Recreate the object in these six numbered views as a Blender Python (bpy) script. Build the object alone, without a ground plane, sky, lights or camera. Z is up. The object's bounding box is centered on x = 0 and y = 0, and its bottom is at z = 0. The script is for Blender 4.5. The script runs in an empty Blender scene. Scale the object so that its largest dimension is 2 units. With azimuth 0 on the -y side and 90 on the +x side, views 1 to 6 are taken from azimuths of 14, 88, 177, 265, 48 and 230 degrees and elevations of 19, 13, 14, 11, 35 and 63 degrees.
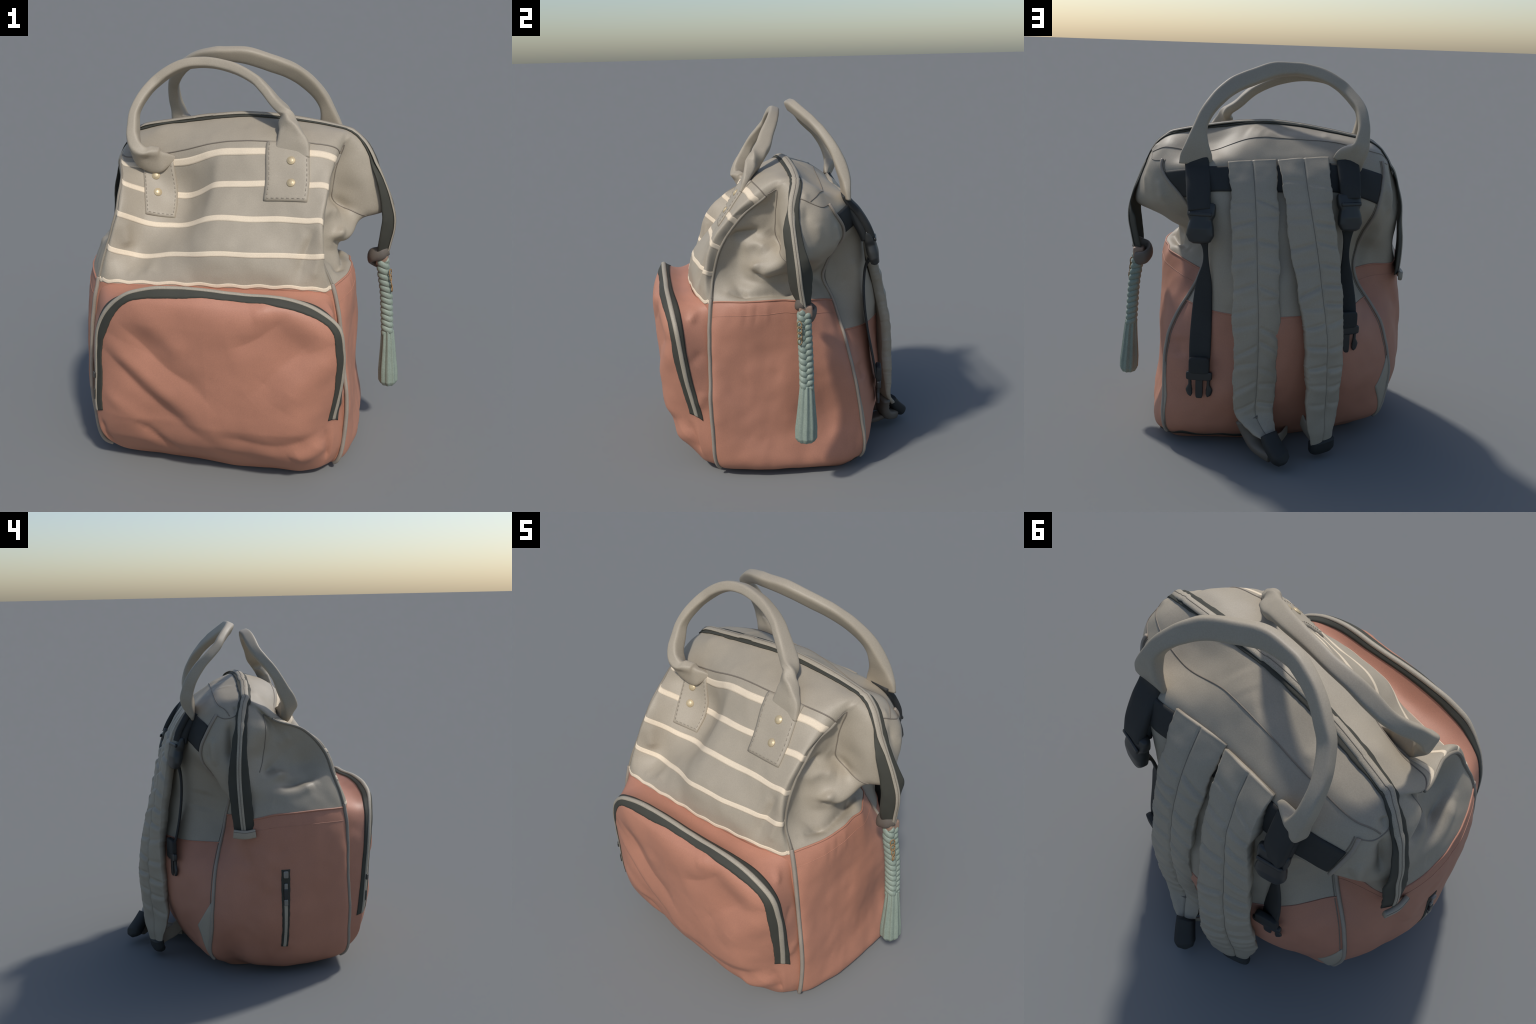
import bpy, math, random
import numpy as np
from mathutils import Vector, noise

random.seed(7)
rng = np.random.default_rng(7)

# ------------------------------------------------------------------ helpers
def unit(a):
    a = np.asarray(a, float)
    return a / (np.linalg.norm(a, axis=-1, keepdims=True) + 1e-12)


def spline(P, per, closed=False, power=0.75):
    """Cubic Hermite spline through control rows P (n, ..., 3); chord-length tangents, 'per' samples per span."""
    P = np.asarray(P, float)
    n = len(P)
    if closed:
        Q = np.concatenate([P[-1:], P, P[:2]])
    else:
        Q = np.concatenate([2 * P[:1] - P[1:2], P, 2 * P[-1:] - P[-2:-1]])
    h = np.maximum(np.linalg.norm(np.diff(Q, axis=0), axis=-1, keepdims=True), 1e-5) ** power
    d = np.diff(Q, axis=0) / h
    m = (d[:-1] * h[1:] + d[1:] * h[:-1]) / (h[:-1] + h[1:])
    t = (np.arange(per) / per).reshape([per] + [1] * (P.ndim - 1))
    a, b, c, e = 2 * t**3 - 3 * t**2 + 1, t**3 - 2 * t**2 + t, -2 * t**3 + 3 * t**2, t**3 - t**2
    out = []
    for i in range(n if closed else n - 1):
        p0, p1 = Q[i + 1], Q[i + 2]
        m0 = m[i]
        m1 = m[(i + 1) % len(m)] if closed else m[i + 1]
        hh = h[i + 1]
        out.append(a * p0 + b * hh * m0 + c * p1 + e * hh * m1)
    out = np.concatenate(out)
    if not closed:
        out = np.concatenate([out, P[-1:]])
    return out


def resample(P, n):
    P = np.asarray(P, float)
    s = np.concatenate([[0], np.cumsum(np.linalg.norm(np.diff(P[:, :3], axis=0), axis=1))])
    t = np.linspace(0, s[-1], n)
    return np.stack([np.interp(t, s, P[:, k]) for k in range(P.shape[1])], 1)


def path(ctrl, n):
    """Smooth evenly sampled path; extra columns after xyz (widths etc.) ride along."""
    ctrl = np.asarray(ctrl, float)
    return resample(spline(ctrl, 24), n)


def grid_normals(G, closed=False):
    if closed:
        du = np.roll(G, -1, 1) - np.roll(G, 1, 1)
    else:
        du = np.gradient(G, axis=1)
    dv = np.gradient(G, axis=0)
    return unit(np.cross(du, dv))


def tangents(P):
    return unit(np.gradient(P, axis=0))


def blur(x, n):
    k = np.ones(2 * n + 1) / (2 * n + 1)
    return np.convolve(np.pad(x, n, mode="edge"), k, mode="valid")


def lumps(P, scale, seed):
    """Smooth cloth-like noise in -1..1 at points P (m,3)."""
    o = Vector((seed * 3.1, seed * 7.7, seed * 1.3))
    f = P.reshape(-1, 3) * scale
    return np.array([noise.noise(Vector(p) + o) for p in f]).reshape(P.shape[:-1])


def seg_dist(P, line):
    """Distance of points P (...,3) to polyline and the position 0..1 along it."""
    line = np.asarray(line, float)
    best = np.full(P.shape[:-1], 1e9)
    pos = np.zeros(P.shape[:-1])
    L = np.concatenate([[0], np.cumsum(np.linalg.norm(np.diff(line, axis=0), axis=1))])
    for i in range(len(line) - 1):
        a, b = line[i], line[i + 1]
        ab = b - a
        t = np.clip(((P - a) @ ab) / (ab @ ab), 0, 1)
        d = np.linalg.norm(P - a - t[..., None] * ab, axis=-1)
        k = d < best
        best[k] = d[k]
        pos[k] = ((L[i] + t * (L[i + 1] - L[i])) / L[-1])[k]
    return best, pos


def apply_folds(G, N, folds, flat=False):
    """Each fold: (polyline, width, depth). Negative depth makes a crease, positive a ridge; it fades out at its ends.
    flat: measure distances as seen from the front (x and z only)."""
    D = np.zeros(G.shape[:-1])
    full = G
    if flat:
        G = G * np.array([1, 0, 1.0])
    for line, width, depth in folds:
        line = np.asarray(line, float)
        if flat:
            line = np.stack([line[:, 0], 0 * line[:, 0], line[:, 1]], 1)
        if len(line) > 2:
            line = resample(spline(line, 6), 12)
        d, s = seg_dist(G, line)
        taper = np.clip(np.minimum(s, 1 - s) / 0.25, 0.15, 1)
        D += depth * taper * (np.exp(-((d / width) ** 2)) if depth > 0 else np.exp(-((d / width) ** 1.35)))
    return full + N * D[..., None]


# ------------------------------------------------------------------ object makers
ROOT = bpy.data.objects.new("backpack", None)
ROOT["label"] = "grey striped and salmon pink nappy backpack with two handles and tassel"
ROOT["category"] = "backpack"
bpy.context.scene.collection.objects.link(ROOT)


def add_object(name, mesh, parent=None, stuff=False):
    o = bpy.data.objects.new(name, mesh)
    bpy.context.scene.collection.objects.link(o)
    o.parent = parent or ROOT
    if stuff:
        o["kind"] = "stuff"
    return o


def make_mesh(name, V, F, mat, smooth=True):
    me = bpy.data.meshes.new(name)
    me.from_pydata([tuple(map(float, v)) for v in V], [], [tuple(map(int, f)) for f in F])
    me.update()
    if smooth:
        me.polygons.foreach_set("use_smooth", [True] * len(me.polygons))
    me.materials.append(mat)
    return me


def join_parts(parts):
    V, F, o = [], [], 0
    for v, f in parts:
        V.extend([tuple(p) for p in v])
        F.extend([tuple(i + o for i in q) for q in f])
        o += len(v)
    return V, F


def tube_data(rings, cap=True):
    """rings (n, k, 3) -> vertices and faces of a closed-section sweep."""
    n, k, _ = rings.shape
    V = list(rings.reshape(-1, 3))
    F = []
    for i in range(n - 1):
        for j in range(k):
            a, b = i * k + j, i * k + (j + 1) % k
            F.append((a, b, b + k, a + k))
    if cap:
        for r, flip in ((0, True), (n - 1, False)):
            c = len(V)
            V.append(rings[r].mean(0))
            for j in range(k):
                a, b = r * k + j, r * k + (j + 1) % k
                F.append((b, a, c) if flip else (a, b, c))
    return np.array(V), F


def sweep(P, side_hint, rw, rt, k=16, expo=2.0, cap=True):
    """Superellipse sweep. rw = half width along the side vector, rt = half thickness along the other."""
    P = np.asarray(P, float)
    T = tangents(P)
    S = np.broadcast_to(np.asarray(side_hint, float), P.shape)
    S = unit(S - (S * T).sum(1, keepdims=True) * T)
    U = np.cross(T, S)
    rw = np.broadcast_to(np.asarray(rw, float), (len(P),))
    rt = np.broadcast_to(np.asarray(rt, float), (len(P),))
    a = np.arange(k) * 2 * math.pi / k
    c, s = np.cos(a), np.sin(a)
    c, s = np.sign(c) * np.abs(c) ** (2 / expo), np.sign(s) * np.abs(s) ** (2 / expo)
    rings = P[:, None] + S[:, None] * (c[None, :, None] * rw[:, None, None]) + U[:, None] * (s[None, :, None] * rt[:, None, None])
    return tube_data(rings, cap)


def round_tube(P, r, k=10):
    P = np.asarray(P, float)
    T = tangents(P)
    h = np.array([0.31, 0.27, 0.91])
    return sweep(P, np.cross(T, h) + 1e-6, r, r, k)


def slab_data(P, N, lo, hi, edge=0.0):
    """A thin sheet of cloth with thickness over a grid of surface points P with normals N; edge = extra sink of the rim."""
    n, m, _ = P.shape
    H = np.full((n, m), hi)
    if edge:
        H[0] -= edge; H[-1] -= edge; H[:, 0] -= edge; H[:, -1] -= edge
    top, bot = P + N * H[..., None], P + N * lo
    V = np.concatenate([top.reshape(-1, 3), bot.reshape(-1, 3)])
    F = []
    o = n * m
    for i in range(n - 1):
        for j in range(m - 1):
            a = i * m + j
            F.append((a, a + 1, a + m + 1, a + m))
            F.append((o + a, o + a + m, o + a + m + 1, o + a + 1))
    rim = [j for j in range(m)] + [i * m + m - 1 for i in range(1, n)] + [(n - 1) * m + j for j in range(m - 2, -1, -1)] + [i * m for i in range(n - 2, 0, -1)]
    for x, y in zip(rim, rim[1:] + rim[:1]):
        F.append((y, x, o + x, o + y))
    return V, F


def put(name, data, mat, parent=None, stuff=False, smooth=True, auto=None):
    me = make_mesh(name, data[0], data[1], mat, smooth)
    if auto:
        me.set_sharp_from_angle(angle=math.radians(auto))
    return add_object(name, me, parent, stuff)


def rounded_box(size, centre, axes, bevel=0.15, seg=8):
    """Superellipsoid block: size = half extents, axes = three direction rows."""
    V, F = [], []
    nu, nv = 4 * seg, 2 * seg
    e = 0.35
    for i in range(nv + 1):
        ph = -math.pi / 2 + math.pi * i / nv
        for j in range(nu):
            th = 2 * math.pi * j / nu
            sg = lambda x: math.copysign(abs(x) ** e, x)
            V.append((sg(math.cos(ph)) * sg(math.cos(th)), sg(math.cos(ph)) * sg(math.sin(th)), sg(math.sin(ph))))
    for i in range(nv):
        for j in range(nu):
            a, b = i * nu + j, i * nu + (j + 1) % nu
            F.append((a, b, b + nu, a + nu))
    V = np.array(V) * np.asarray(size)
    return V @ np.asarray(axes, float) + np.asarray(centre, float), F


# ------------------------------------------------------------------ materials
def cloth(name, rgb, rough=0.54, vary=0.06, weave=900.0, bump=0.12, spec=0.42, warm=None, spots=0.0, weave_contrast=0.07):
    m = bpy.data.materials.new(name)
    m.use_nodes = True
    nt = m.node_tree
    b = nt.nodes["Principled BSDF"]
    b.inputs["Roughness"].default_value = rough
    b.inputs["Specular IOR Level"].default_value = spec
    co = nt.nodes.new("ShaderNodeTexCoord")
    big = nt.nodes.new("ShaderNodeTexNoise")
    big.inputs["Scale"].default_value = 5.0
    big.inputs["Detail"].default_value = 4.0
    nt.links.new(co.outputs["Object"], big.inputs["Vector"])
    ramp = nt.nodes.new("ShaderNodeValToRGB")
    ramp.color_ramp.elements[0].position, ramp.color_ramp.elements[1].position = 0.3, 0.7
    lo = [c * (1 - vary) for c in rgb]
    hi = [min(1, c * (1 + vary)) for c in rgb]
    if warm:
        lo = [a * w for a, w in zip(lo, warm)]
    ramp.color_ramp.elements[0].color = (*lo, 1)
    ramp.color_ramp.elements[1].color = (*hi, 1)
    nt.links.new(big.outputs["Fac"], ramp.inputs["Fac"])
    fine = nt.nodes.new("ShaderNodeTexNoise")
    fine.inputs["Scale"].default_value = weave * 0.25
    fine.inputs["Detail"].default_value = 2.0
    nt.links.new(co.outputs["Object"], fine.inputs["Vector"])
    mix = nt.nodes.new("ShaderNodeMix")
    mix.data_type, mix.blend_type = "RGBA", "MULTIPLY"
    mix.inputs["Factor"].default_value = 1.0
    fr = nt.nodes.new("ShaderNodeMapRange")
    fr.inputs["From Min"].default_value, fr.inputs["From Max"].default_value = 0.25, 0.75
    fr.inputs["To Min"].default_value, fr.inputs["To Max"].default_value = 1 - weave_contrast, 1 + weave_contrast
    nt.links.new(fine.outputs["Fac"], fr.inputs["Value"])
    nt.links.new(ramp.outputs["Color"], mix.inputs[6])
    nt.links.new(fr.outputs["Result"], mix.inputs[7])
    out = mix.outputs[2]
    if spots:
        sp = nt.nodes.new("ShaderNodeTexNoise")
        sp.inputs["Scale"].default_value = 45
        sp.inputs["Detail"].default_value = 3
        nt.links.new(co.outputs["Object"], sp.inputs["Vector"])
        rr = nt.nodes.new("ShaderNodeMapRange")
        rr.inputs["From Min"].default_value, rr.inputs["From Max"].default_value = 0.66, 0.76
        rr.inputs["To Max"].default_value = spots
        nt.links.new(sp.outputs["Fac"], rr.inputs["Value"])
        mx = nt.nodes.new("ShaderNodeMix")
        mx.data_type = "RGBA"
        nt.links.new(rr.outputs["Result"], mx.inputs["Factor"])
        nt.links.new(out, mx.inputs[6])
        mx.inputs[7].default_value = (rgb[0] * 0.75, rgb[1] * 0.62, rgb[2] * 0.5, 1)
        out = mx.outputs[2]
    nt.links.new(out, b.inputs["Base Color"])
    if bump:
        bp = nt.nodes.new("ShaderNodeBump")
        bp.inputs["Strength"].default_value = bump
        bp.inputs["Distance"].default_value = 0.002
        nt.links.new(fine.outputs["Fac"], bp.inputs["Height"])
        nt.links.new(bp.outputs["Normal"], b.inputs["Normal"])
    return m


def solid(name, rgb, rough=0.5, metal=0.0, vary=0.1, scale=60):
    m = bpy.data.materials.new(name)
    m.use_nodes = True
    nt = m.node_tree
    b = nt.nodes["Principled BSDF"]
    b.inputs["Roughness"].default_value = rough
    b.inputs["Metallic"].default_value = metal
    co = nt.nodes.new("ShaderNodeTexCoord")
    n = nt.nodes.new("ShaderNodeTexNoise")
    n.inputs["Scale"].default_value = scale
    nt.links.new(co.outputs["Object"], n.inputs["Vector"])
    r = nt.nodes.new("ShaderNodeValToRGB")
    r.color_ramp.elements[0].color = (*[c * (1 - vary) for c in rgb], 1)
    r.color_ramp.elements[1].color = (*[min(1, c * (1 + vary)) for c in rgb], 1)
    nt.links.new(n.outputs["Fac"], r.inputs["Fac"])
    nt.links.new(r.outputs["Color"], b.inputs["Base Color"])
    return m


GREY = cloth("grey_canvas", (0.348, 0.300, 0.230), vary=0.05)
SALMON = cloth("salmon_canvas", (0.430, 0.194, 0.125), vary=0.05)
CREAM = cloth("cream_stripe", (0.70, 0.585, 0.435), vary=0.04, rough=0.8)
TAPE = cloth("dark_zip_tape", (0.046, 0.045, 0.034), vary=0.12, rough=0.75)
COIL = cloth("taupe_zip_teeth", (0.35, 0.305, 0.235), vary=0.08, weave=1400, weave_contrast=0.2, bump=0.4)
PIPING = cloth("taupe_piping", (0.30, 0.255, 0.205), vary=0.08)
PIPING_SHADE = cloth("shade_darkened_piping", (0.235, 0.205, 0.16), vary=0.08)  # piping colour darkened for the shadowed recess beside the upper front panel
BLACK = cloth("black_webbing", (0.024, 0.025, 0.024), vary=0.15, rough=0.7, weave=700, weave_contrast=0.15)
SEAM = cloth("seam_thread", (0.19, 0.16, 0.125), vary=0.1)
STITCH = cloth("stitch_thread", (0.27, 0.235, 0.185), vary=0.1)
SALMON_SEAM = cloth("salmon_thread", (0.46, 0.225, 0.15), vary=0.1)
PLASTIC = solid("black_plastic", (0.026, 0.027, 0.026), rough=0.38)
RIVET = solid("brass_rivet", (0.55, 0.44, 0.27), rough=0.42, metal=0.3)
METAL = solid("zip_metal", (0.24, 0.23, 0.21), rough=0.4, metal=0.6)
DARK_METAL = solid("dark_metal", (0.10, 0.095, 0.085), rough=0.4, metal=0.6)
MINT = cloth("mint_cord", (0.225, 0.270, 0.220), vary=0.10, weave=600, weave_contrast=0.12)
RUST = cloth("worn_brown_cord", (0.26, 0.17, 0.12), vary=0.25)
GOLD = solid("gold_thread", (0.26, 0.16, 0.07), rough=0.5)
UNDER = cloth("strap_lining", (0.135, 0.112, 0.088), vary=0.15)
LINING = cloth("brown_lining", (0.11, 0.092, 0.075), vary=0.2)

# ------------------------------------------------------------------ body: profile columns, bottom to top (11 levels each)
# levels: 0 floor, 1 bottom edge, 2, 3 lower wall, 4 colour seam, 5 6 7 upper wall (stripes), 8 yoke seam, 9 beside the zip, 10 ridge
def ridge(x):
    z = np.interp(x, [-0.557, -0.527, -0.39, -0.24, -0.1, 0.0, 0.12, 0.232, 0.338, 0.441, 0.511, 0.53], [1.592, 1.606, 1.632, 1.659, 1.679, 1.686, 1.683, 1.668, 1.657, 1.637, 1.622, 1.614])
    y = np.interp(x, [-0.557, -0.39, -0.24, 0.0, 0.23, 0.44, 0.53], [0.020, 0.011, 0.008, 0.018, 0.040, 0.057, 0.060])
    return [x, float(y), float(z)]


front_left_edge = [(-0.50, -0.44, 0.01), (-0.60, -0.525, 0.08), (-0.645, -0.545, 0.3), (-0.64, -0.54, 0.62), (-0.588, -0.530, 0.955), (-0.554, -0.482, 1.118), (-0.522, -0.430, 1.270), (-0.535, -0.310, 1.398), (-0.600, -0.125, 1.480), (-0.588, -0.04, 1.555), ridge(-0.555)]
front_edge_left = [(-0.47, -0.43, 0.0), (-0.55, -0.50, 0.07), (-0.58, -0.51, 0.3), (-0.58, -0.51, 0.62), (-0.553, -0.553, 0.958), (-0.540, -0.500, 1.116), (-0.507, -0.450, 1.275), (-0.520, -0.328, 1.392), (-0.572, -0.160, 1.475), (-0.55, -0.05, 1.565), ridge(-0.54)]
front_a = [(-0.40, -0.42, 0), (-0.41, -0.46, 0.06), (-0.42, -0.47, 0.3), (-0.42, -0.48, 0.62), (-0.41, -0.562, 0.966), (-0.424, -0.440, 1.067), (-0.40, -0.368, 1.212), (-0.43, -0.268, 1.345), (-0.46, -0.155, 1.487), (-0.44, -0.06, 1.597), ridge(-0.44)]
front_b = [(-0.22, -0.41, 0), (-0.22, -0.44, 0.06), (-0.22, -0.45, 0.3), (-0.22, -0.47, 0.62), (-0.2, -0.556, 0.976), (-0.24, -0.472, 1.098), (-0.25, -0.334, 1.200), (-0.25, -0.220, 1.318), (-0.27, -0.177, 1.530), (-0.25, -0.06, 1.630), ridge(-0.25)]
front_c = [(0, -0.40, 0), (0, -0.43, 0.06), (0, -0.44, 0.3), (0, -0.46, 0.62), (0, -0.545, 0.982), (-0.05, -0.522, 1.132), (-0.06, -0.412, 1.272), (-0.05, -0.307, 1.406), (-0.035, -0.196, 1.590), (0, -0.06, 1.660), ridge(0.0)]
front_d = [(0.2, -0.39, 0), (0.2, -0.42, 0.06), (0.2, -0.43, 0.3), (0.2, -0.45, 0.62), (0.19, -0.526, 0.985), (0.16, -0.507, 1.14), (0.18, -0.403, 1.283), (0.19, -0.314, 1.430), (0.175, -0.193, 1.600), (0.2, -0.06, 1.655), ridge(0.2)]
front_e = [(0.36, -0.38, 0), (0.37, -0.41, 0.06), (0.38, -0.42, 0.3), (0.38, -0.43, 0.62), (0.375, -0.49, 0.984), (0.395, -0.450, 1.132), (0.385, -0.400, 1.288), (0.39, -0.302, 1.433), (0.37, -0.160, 1.590), (0.38, -0.05, 1.640), ridge(0.38)]
front_right_edge = [(0.49, -0.33, 0.0), (0.565, -0.395, 0.06), (0.605, -0.415, 0.3), (0.58, -0.415, 0.62), (0.520, -0.402, 0.975), (0.458, -0.385, 1.118), (0.453, -0.345, 1.252), (0.461, -0.252, 1.392), (0.486, -0.095, 1.532), (0.508, -0.020, 1.608), ridge(0.515)]
front_edge_right = [(0.46, -0.34, 0.0), (0.52, -0.40, 0.06), (0.54, -0.42, 0.3), (0.54, -0.42, 0.62), (0.508, -0.424, 0.966), (0.478, -0.424, 1.130), (0.464, -0.391, 1.286), (0.473, -0.284, 1.424), (0.482, -0.118, 1.560), (0.492, -0.035, 1.620), ridge(0.50)]
right_a = [(0.52, -0.2, 0), (0.615, -0.22, 0.06), (0.608, -0.22, 0.3), (0.582, -0.22, 0.62), (0.568, -0.22, 0.985), (0.442, -0.260, 1.090), (0.418, -0.25, 1.19), (0.440, -0.175, 1.345), (0.465, -0.070, 1.51), (0.522, -0.012, 1.603), ridge(0.519)]
right_b = [(0.52, -0.10, 0), (0.615, -0.10, 0.05), (0.598, -0.10, 0.3), (0.583, -0.10, 0.62), (0.562, -0.10, 0.985), (0.495, -0.105, 1.06), (0.560, -0.10, 1.145), (0.463, -0.055, 1.305), (0.462, -0.045, 1.465), (0.530, -0.003, 1.598), ridge(0.522)]
right_facet = [(0.52, -0.01, 0), (0.612, -0.01, 0.05), (0.590, -0.01, 0.3), (0.588, -0.01, 0.65), (0.540, -0.01, 0.98), (0.462, -0.02, 1.05), (0.568, 0.0, 1.165), (0.625, -0.008, 1.25), (0.602, 0.0, 1.455), (0.572, 0.030, 1.575), ridge(0.524)]
right_zip = [(0.52, 0.06, 0), (0.605, 0.06, 0.045), (0.576, 0.06, 0.3), (0.585, 0.06, 0.65), (0.532, 0.05, 0.972), (0.45, 0.06, 1.06), (0.560, 0.055, 1.180), (0.712, 0.048, 1.235), (0.645, 0.030, 1.465), (0.588, 0.048, 1.562), ridge(0.526)]
right_c = [(0.52, 0.18, 0), (0.595, 0.19, 0.055), (0.548, 0.19, 0.3), (0.565, 0.19, 0.62), (0.465, 0.145, 0.955), (0.375, 0.13, 1.06), (0.52, 0.165, 1.165), (0.655, 0.142, 1.265), (0.652, 0.115, 1.44), (0.585, 0.095, 1.562), ridge(0.527)]
right_d = [(0.51, 0.29, 0), (0.575, 0.31, 0.06), (0.545, 0.30, 0.3), (0.545, 0.275, 0.62), (0.408, 0.212, 0.940), (0.335, 0.17, 1.06), (0.42, 0.22, 1.16), (0.575, 0.250, 1.28), (0.632, 0.19, 1.44), (0.565, 0.15, 1.560), ridge(0.515)]
back_right_edge = [(0.47, 0.335, 0), (0.520, 0.405, 0.08), (0.527, 0.400, 0.29), (0.505, 0.348, 0.60), (0.345, 0.268, 0.92), (0.322, 0.215, 1.05), (0.345, 0.245, 1.16), (0.44, 0.315, 1.31), (0.558, 0.250, 1.46), (0.525, 0.18, 1.565), ridge(0.50)]
back_a = [(0.30, 0.345, 0), (0.33, 0.45, 0.08), (0.34, 0.498, 0.3), (0.29, 0.482, 0.58), (0.28, 0.44, 0.92), (0.285, 0.435, 1.06), (0.29, 0.435, 1.2), (0.30, 0.420, 1.36), (0.33, 0.345, 1.495), (0.33, 0.205, 1.552), ridge(0.35)]
back_b = [(0.1, 0.35, 0), (0.1, 0.45, 0.08), (0.13, 0.550, 0.27), (0.03, 0.568, 0.58), (0.09, 0.54, 0.92), (0.09, 0.49, 1.06), (0.09, 0.455, 1.2), (0.09, 0.385, 1.36), (0.09, 0.310, 1.515), (0.1, 0.185, 1.628), ridge(0.1)]
back_c = [(-0.13, 0.30, 0), (-0.14, 0.41, 0.08), (-0.14, 0.515, 0.3), (-0.13, 0.578, 0.60), (-0.12, 0.545, 0.92), (-0.12, 0.485, 1.06), (-0.12, 0.45, 1.2), (-0.12, 0.375, 1.36), (-0.12, 0.295, 1.523), (-0.12, 0.185, 1.632), ridge(-0.12)]
back_d = [(-0.40, 0.20, 0), (-0.44, 0.32, 0.09), (-0.46, 0.42, 0.3), (-0.45, 0.44, 0.58), (-0.37, 0.37, 0.92), (-0.36, 0.37, 1.06), (-0.365, 0.378, 1.2), (-0.37, 0.360, 1.36), (-0.35, 0.292, 1.525), (-0.35, 0.18, 1.612), ridge(-0.35)]
back_left_edge = [(-0.53, 0.14, 0.01), (-0.640, 0.255, 0.13), (-0.685, 0.245, 0.32), (-0.642, 0.22, 0.61), (-0.478, 0.135, 0.91), (-0.495, 0.115, 1.03), (-0.515, 0.165, 1.11), (-0.572, 0.275, 1.29), (-0.598, 0.205, 1.465), (-0.580, 0.14, 1.555), ridge(-0.54)]
left_d = [(-0.52, 0.03, 0), (-0.63, 0.13, 0.10), (-0.735, 0.14, 0.3), (-0.705, 0.13, 0.62), (-0.570, 0.11, 0.93), (-0.570, 0.12, 1.02), (-0.600, 0.165, 1.09), (-0.635, 0.210, 1.24), (-0.645, 0.16, 1.43), (-0.605, 0.10, 1.55), ridge(-0.55)]
left_c = [(-0.52, -0.05, 0), (-0.675, 0.03, 0.075), (-0.760, 0.04, 0.3), (-0.745, 0.03, 0.62), (-0.705, 0.060, 0.93), (-0.688, 0.085, 1.02), (-0.675, 0.110, 1.1), (-0.690, 0.125, 1.22), (-0.668, 0.09, 1.42), (-0.615, 0.065, 1.55), ridge(-0.555)]
left_zip = [(-0.52, -0.12, 0), (-0.690, -0.08, 0.065), (-0.78, -0.07, 0.3), (-0.772, -0.04, 0.62), (-0.735, -0.02, 0.945), (-0.700, 0.02, 1.03), (-0.712, 0.055, 1.13), (-0.714, 0.072, 1.25), (-0.672, 0.055, 1.44), (-0.608, 0.034, 1.552), ridge(-0.557)]
left_facet = [(-0.52, -0.17, 0), (-0.695, -0.15, 0.06), (-0.780, -0.15, 0.3), (-0.780, -0.13, 0.62), (-0.745, -0.11, 0.965), (-0.710, -0.08, 1.045), (-0.690, -0.03, 1.13), (-0.672, 0.010, 1.25), (-0.676, -0.012, 1.43), (-0.602, 0.015, 1.548), ridge(-0.557)]
left_b = [(-0.52, -0.22, 0), (-0.690, -0.22, 0.06), (-0.775, -0.22, 0.3), (-0.780, -0.22, 0.62), (-0.735, -0.20, 0.967), (-0.705, -0.17, 1.055), (-0.655, -0.13, 1.135), (-0.605, -0.08, 1.26), (-0.642, -0.080, 1.44), (-0.590, -0.010, 1.55), ridge(-0.556)]
left_a = [(-0.52, -0.34, 0), (-0.660, -0.37, 0.06), (-0.720, -0.37, 0.3), (-0.735, -0.37, 0.62), (-0.690, -0.36, 0.967), (-0.640, -0.335, 1.08), (-0.528, -0.29, 1.19), (-0.548, -0.215, 1.30), (-0.580, -0.100, 1.475), (-0.590, -0.025, 1.552), ridge(-0.556)]

COLUMNS = [front_left_edge, front_edge_left, front_a, front_b, front_c, front_d, front_e, front_edge_right, front_right_edge, right_a, right_b, right_facet, right_zip, right_c, right_d,
           back_right_edge, back_a, back_b, back_c, back_d, back_left_edge, left_d, left_c, left_zip, left_facet, left_b, left_a]
LF, RF, RZ, RB, LB, LZ, NC = 0, 8, 12, 15, 20, 23, 27
NU, NV = 20, 20
C = np.array(COLUMNS, float)                       # (23, 11, 3)
V1 = spline(C.transpose(1, 0, 2), NV)              # rows along height
BODY = spline(V1.transpose(1, 0, 2), NU, closed=True).transpose(1, 0, 2)
BODY_N = grid_normals(BODY, closed=True)

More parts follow.
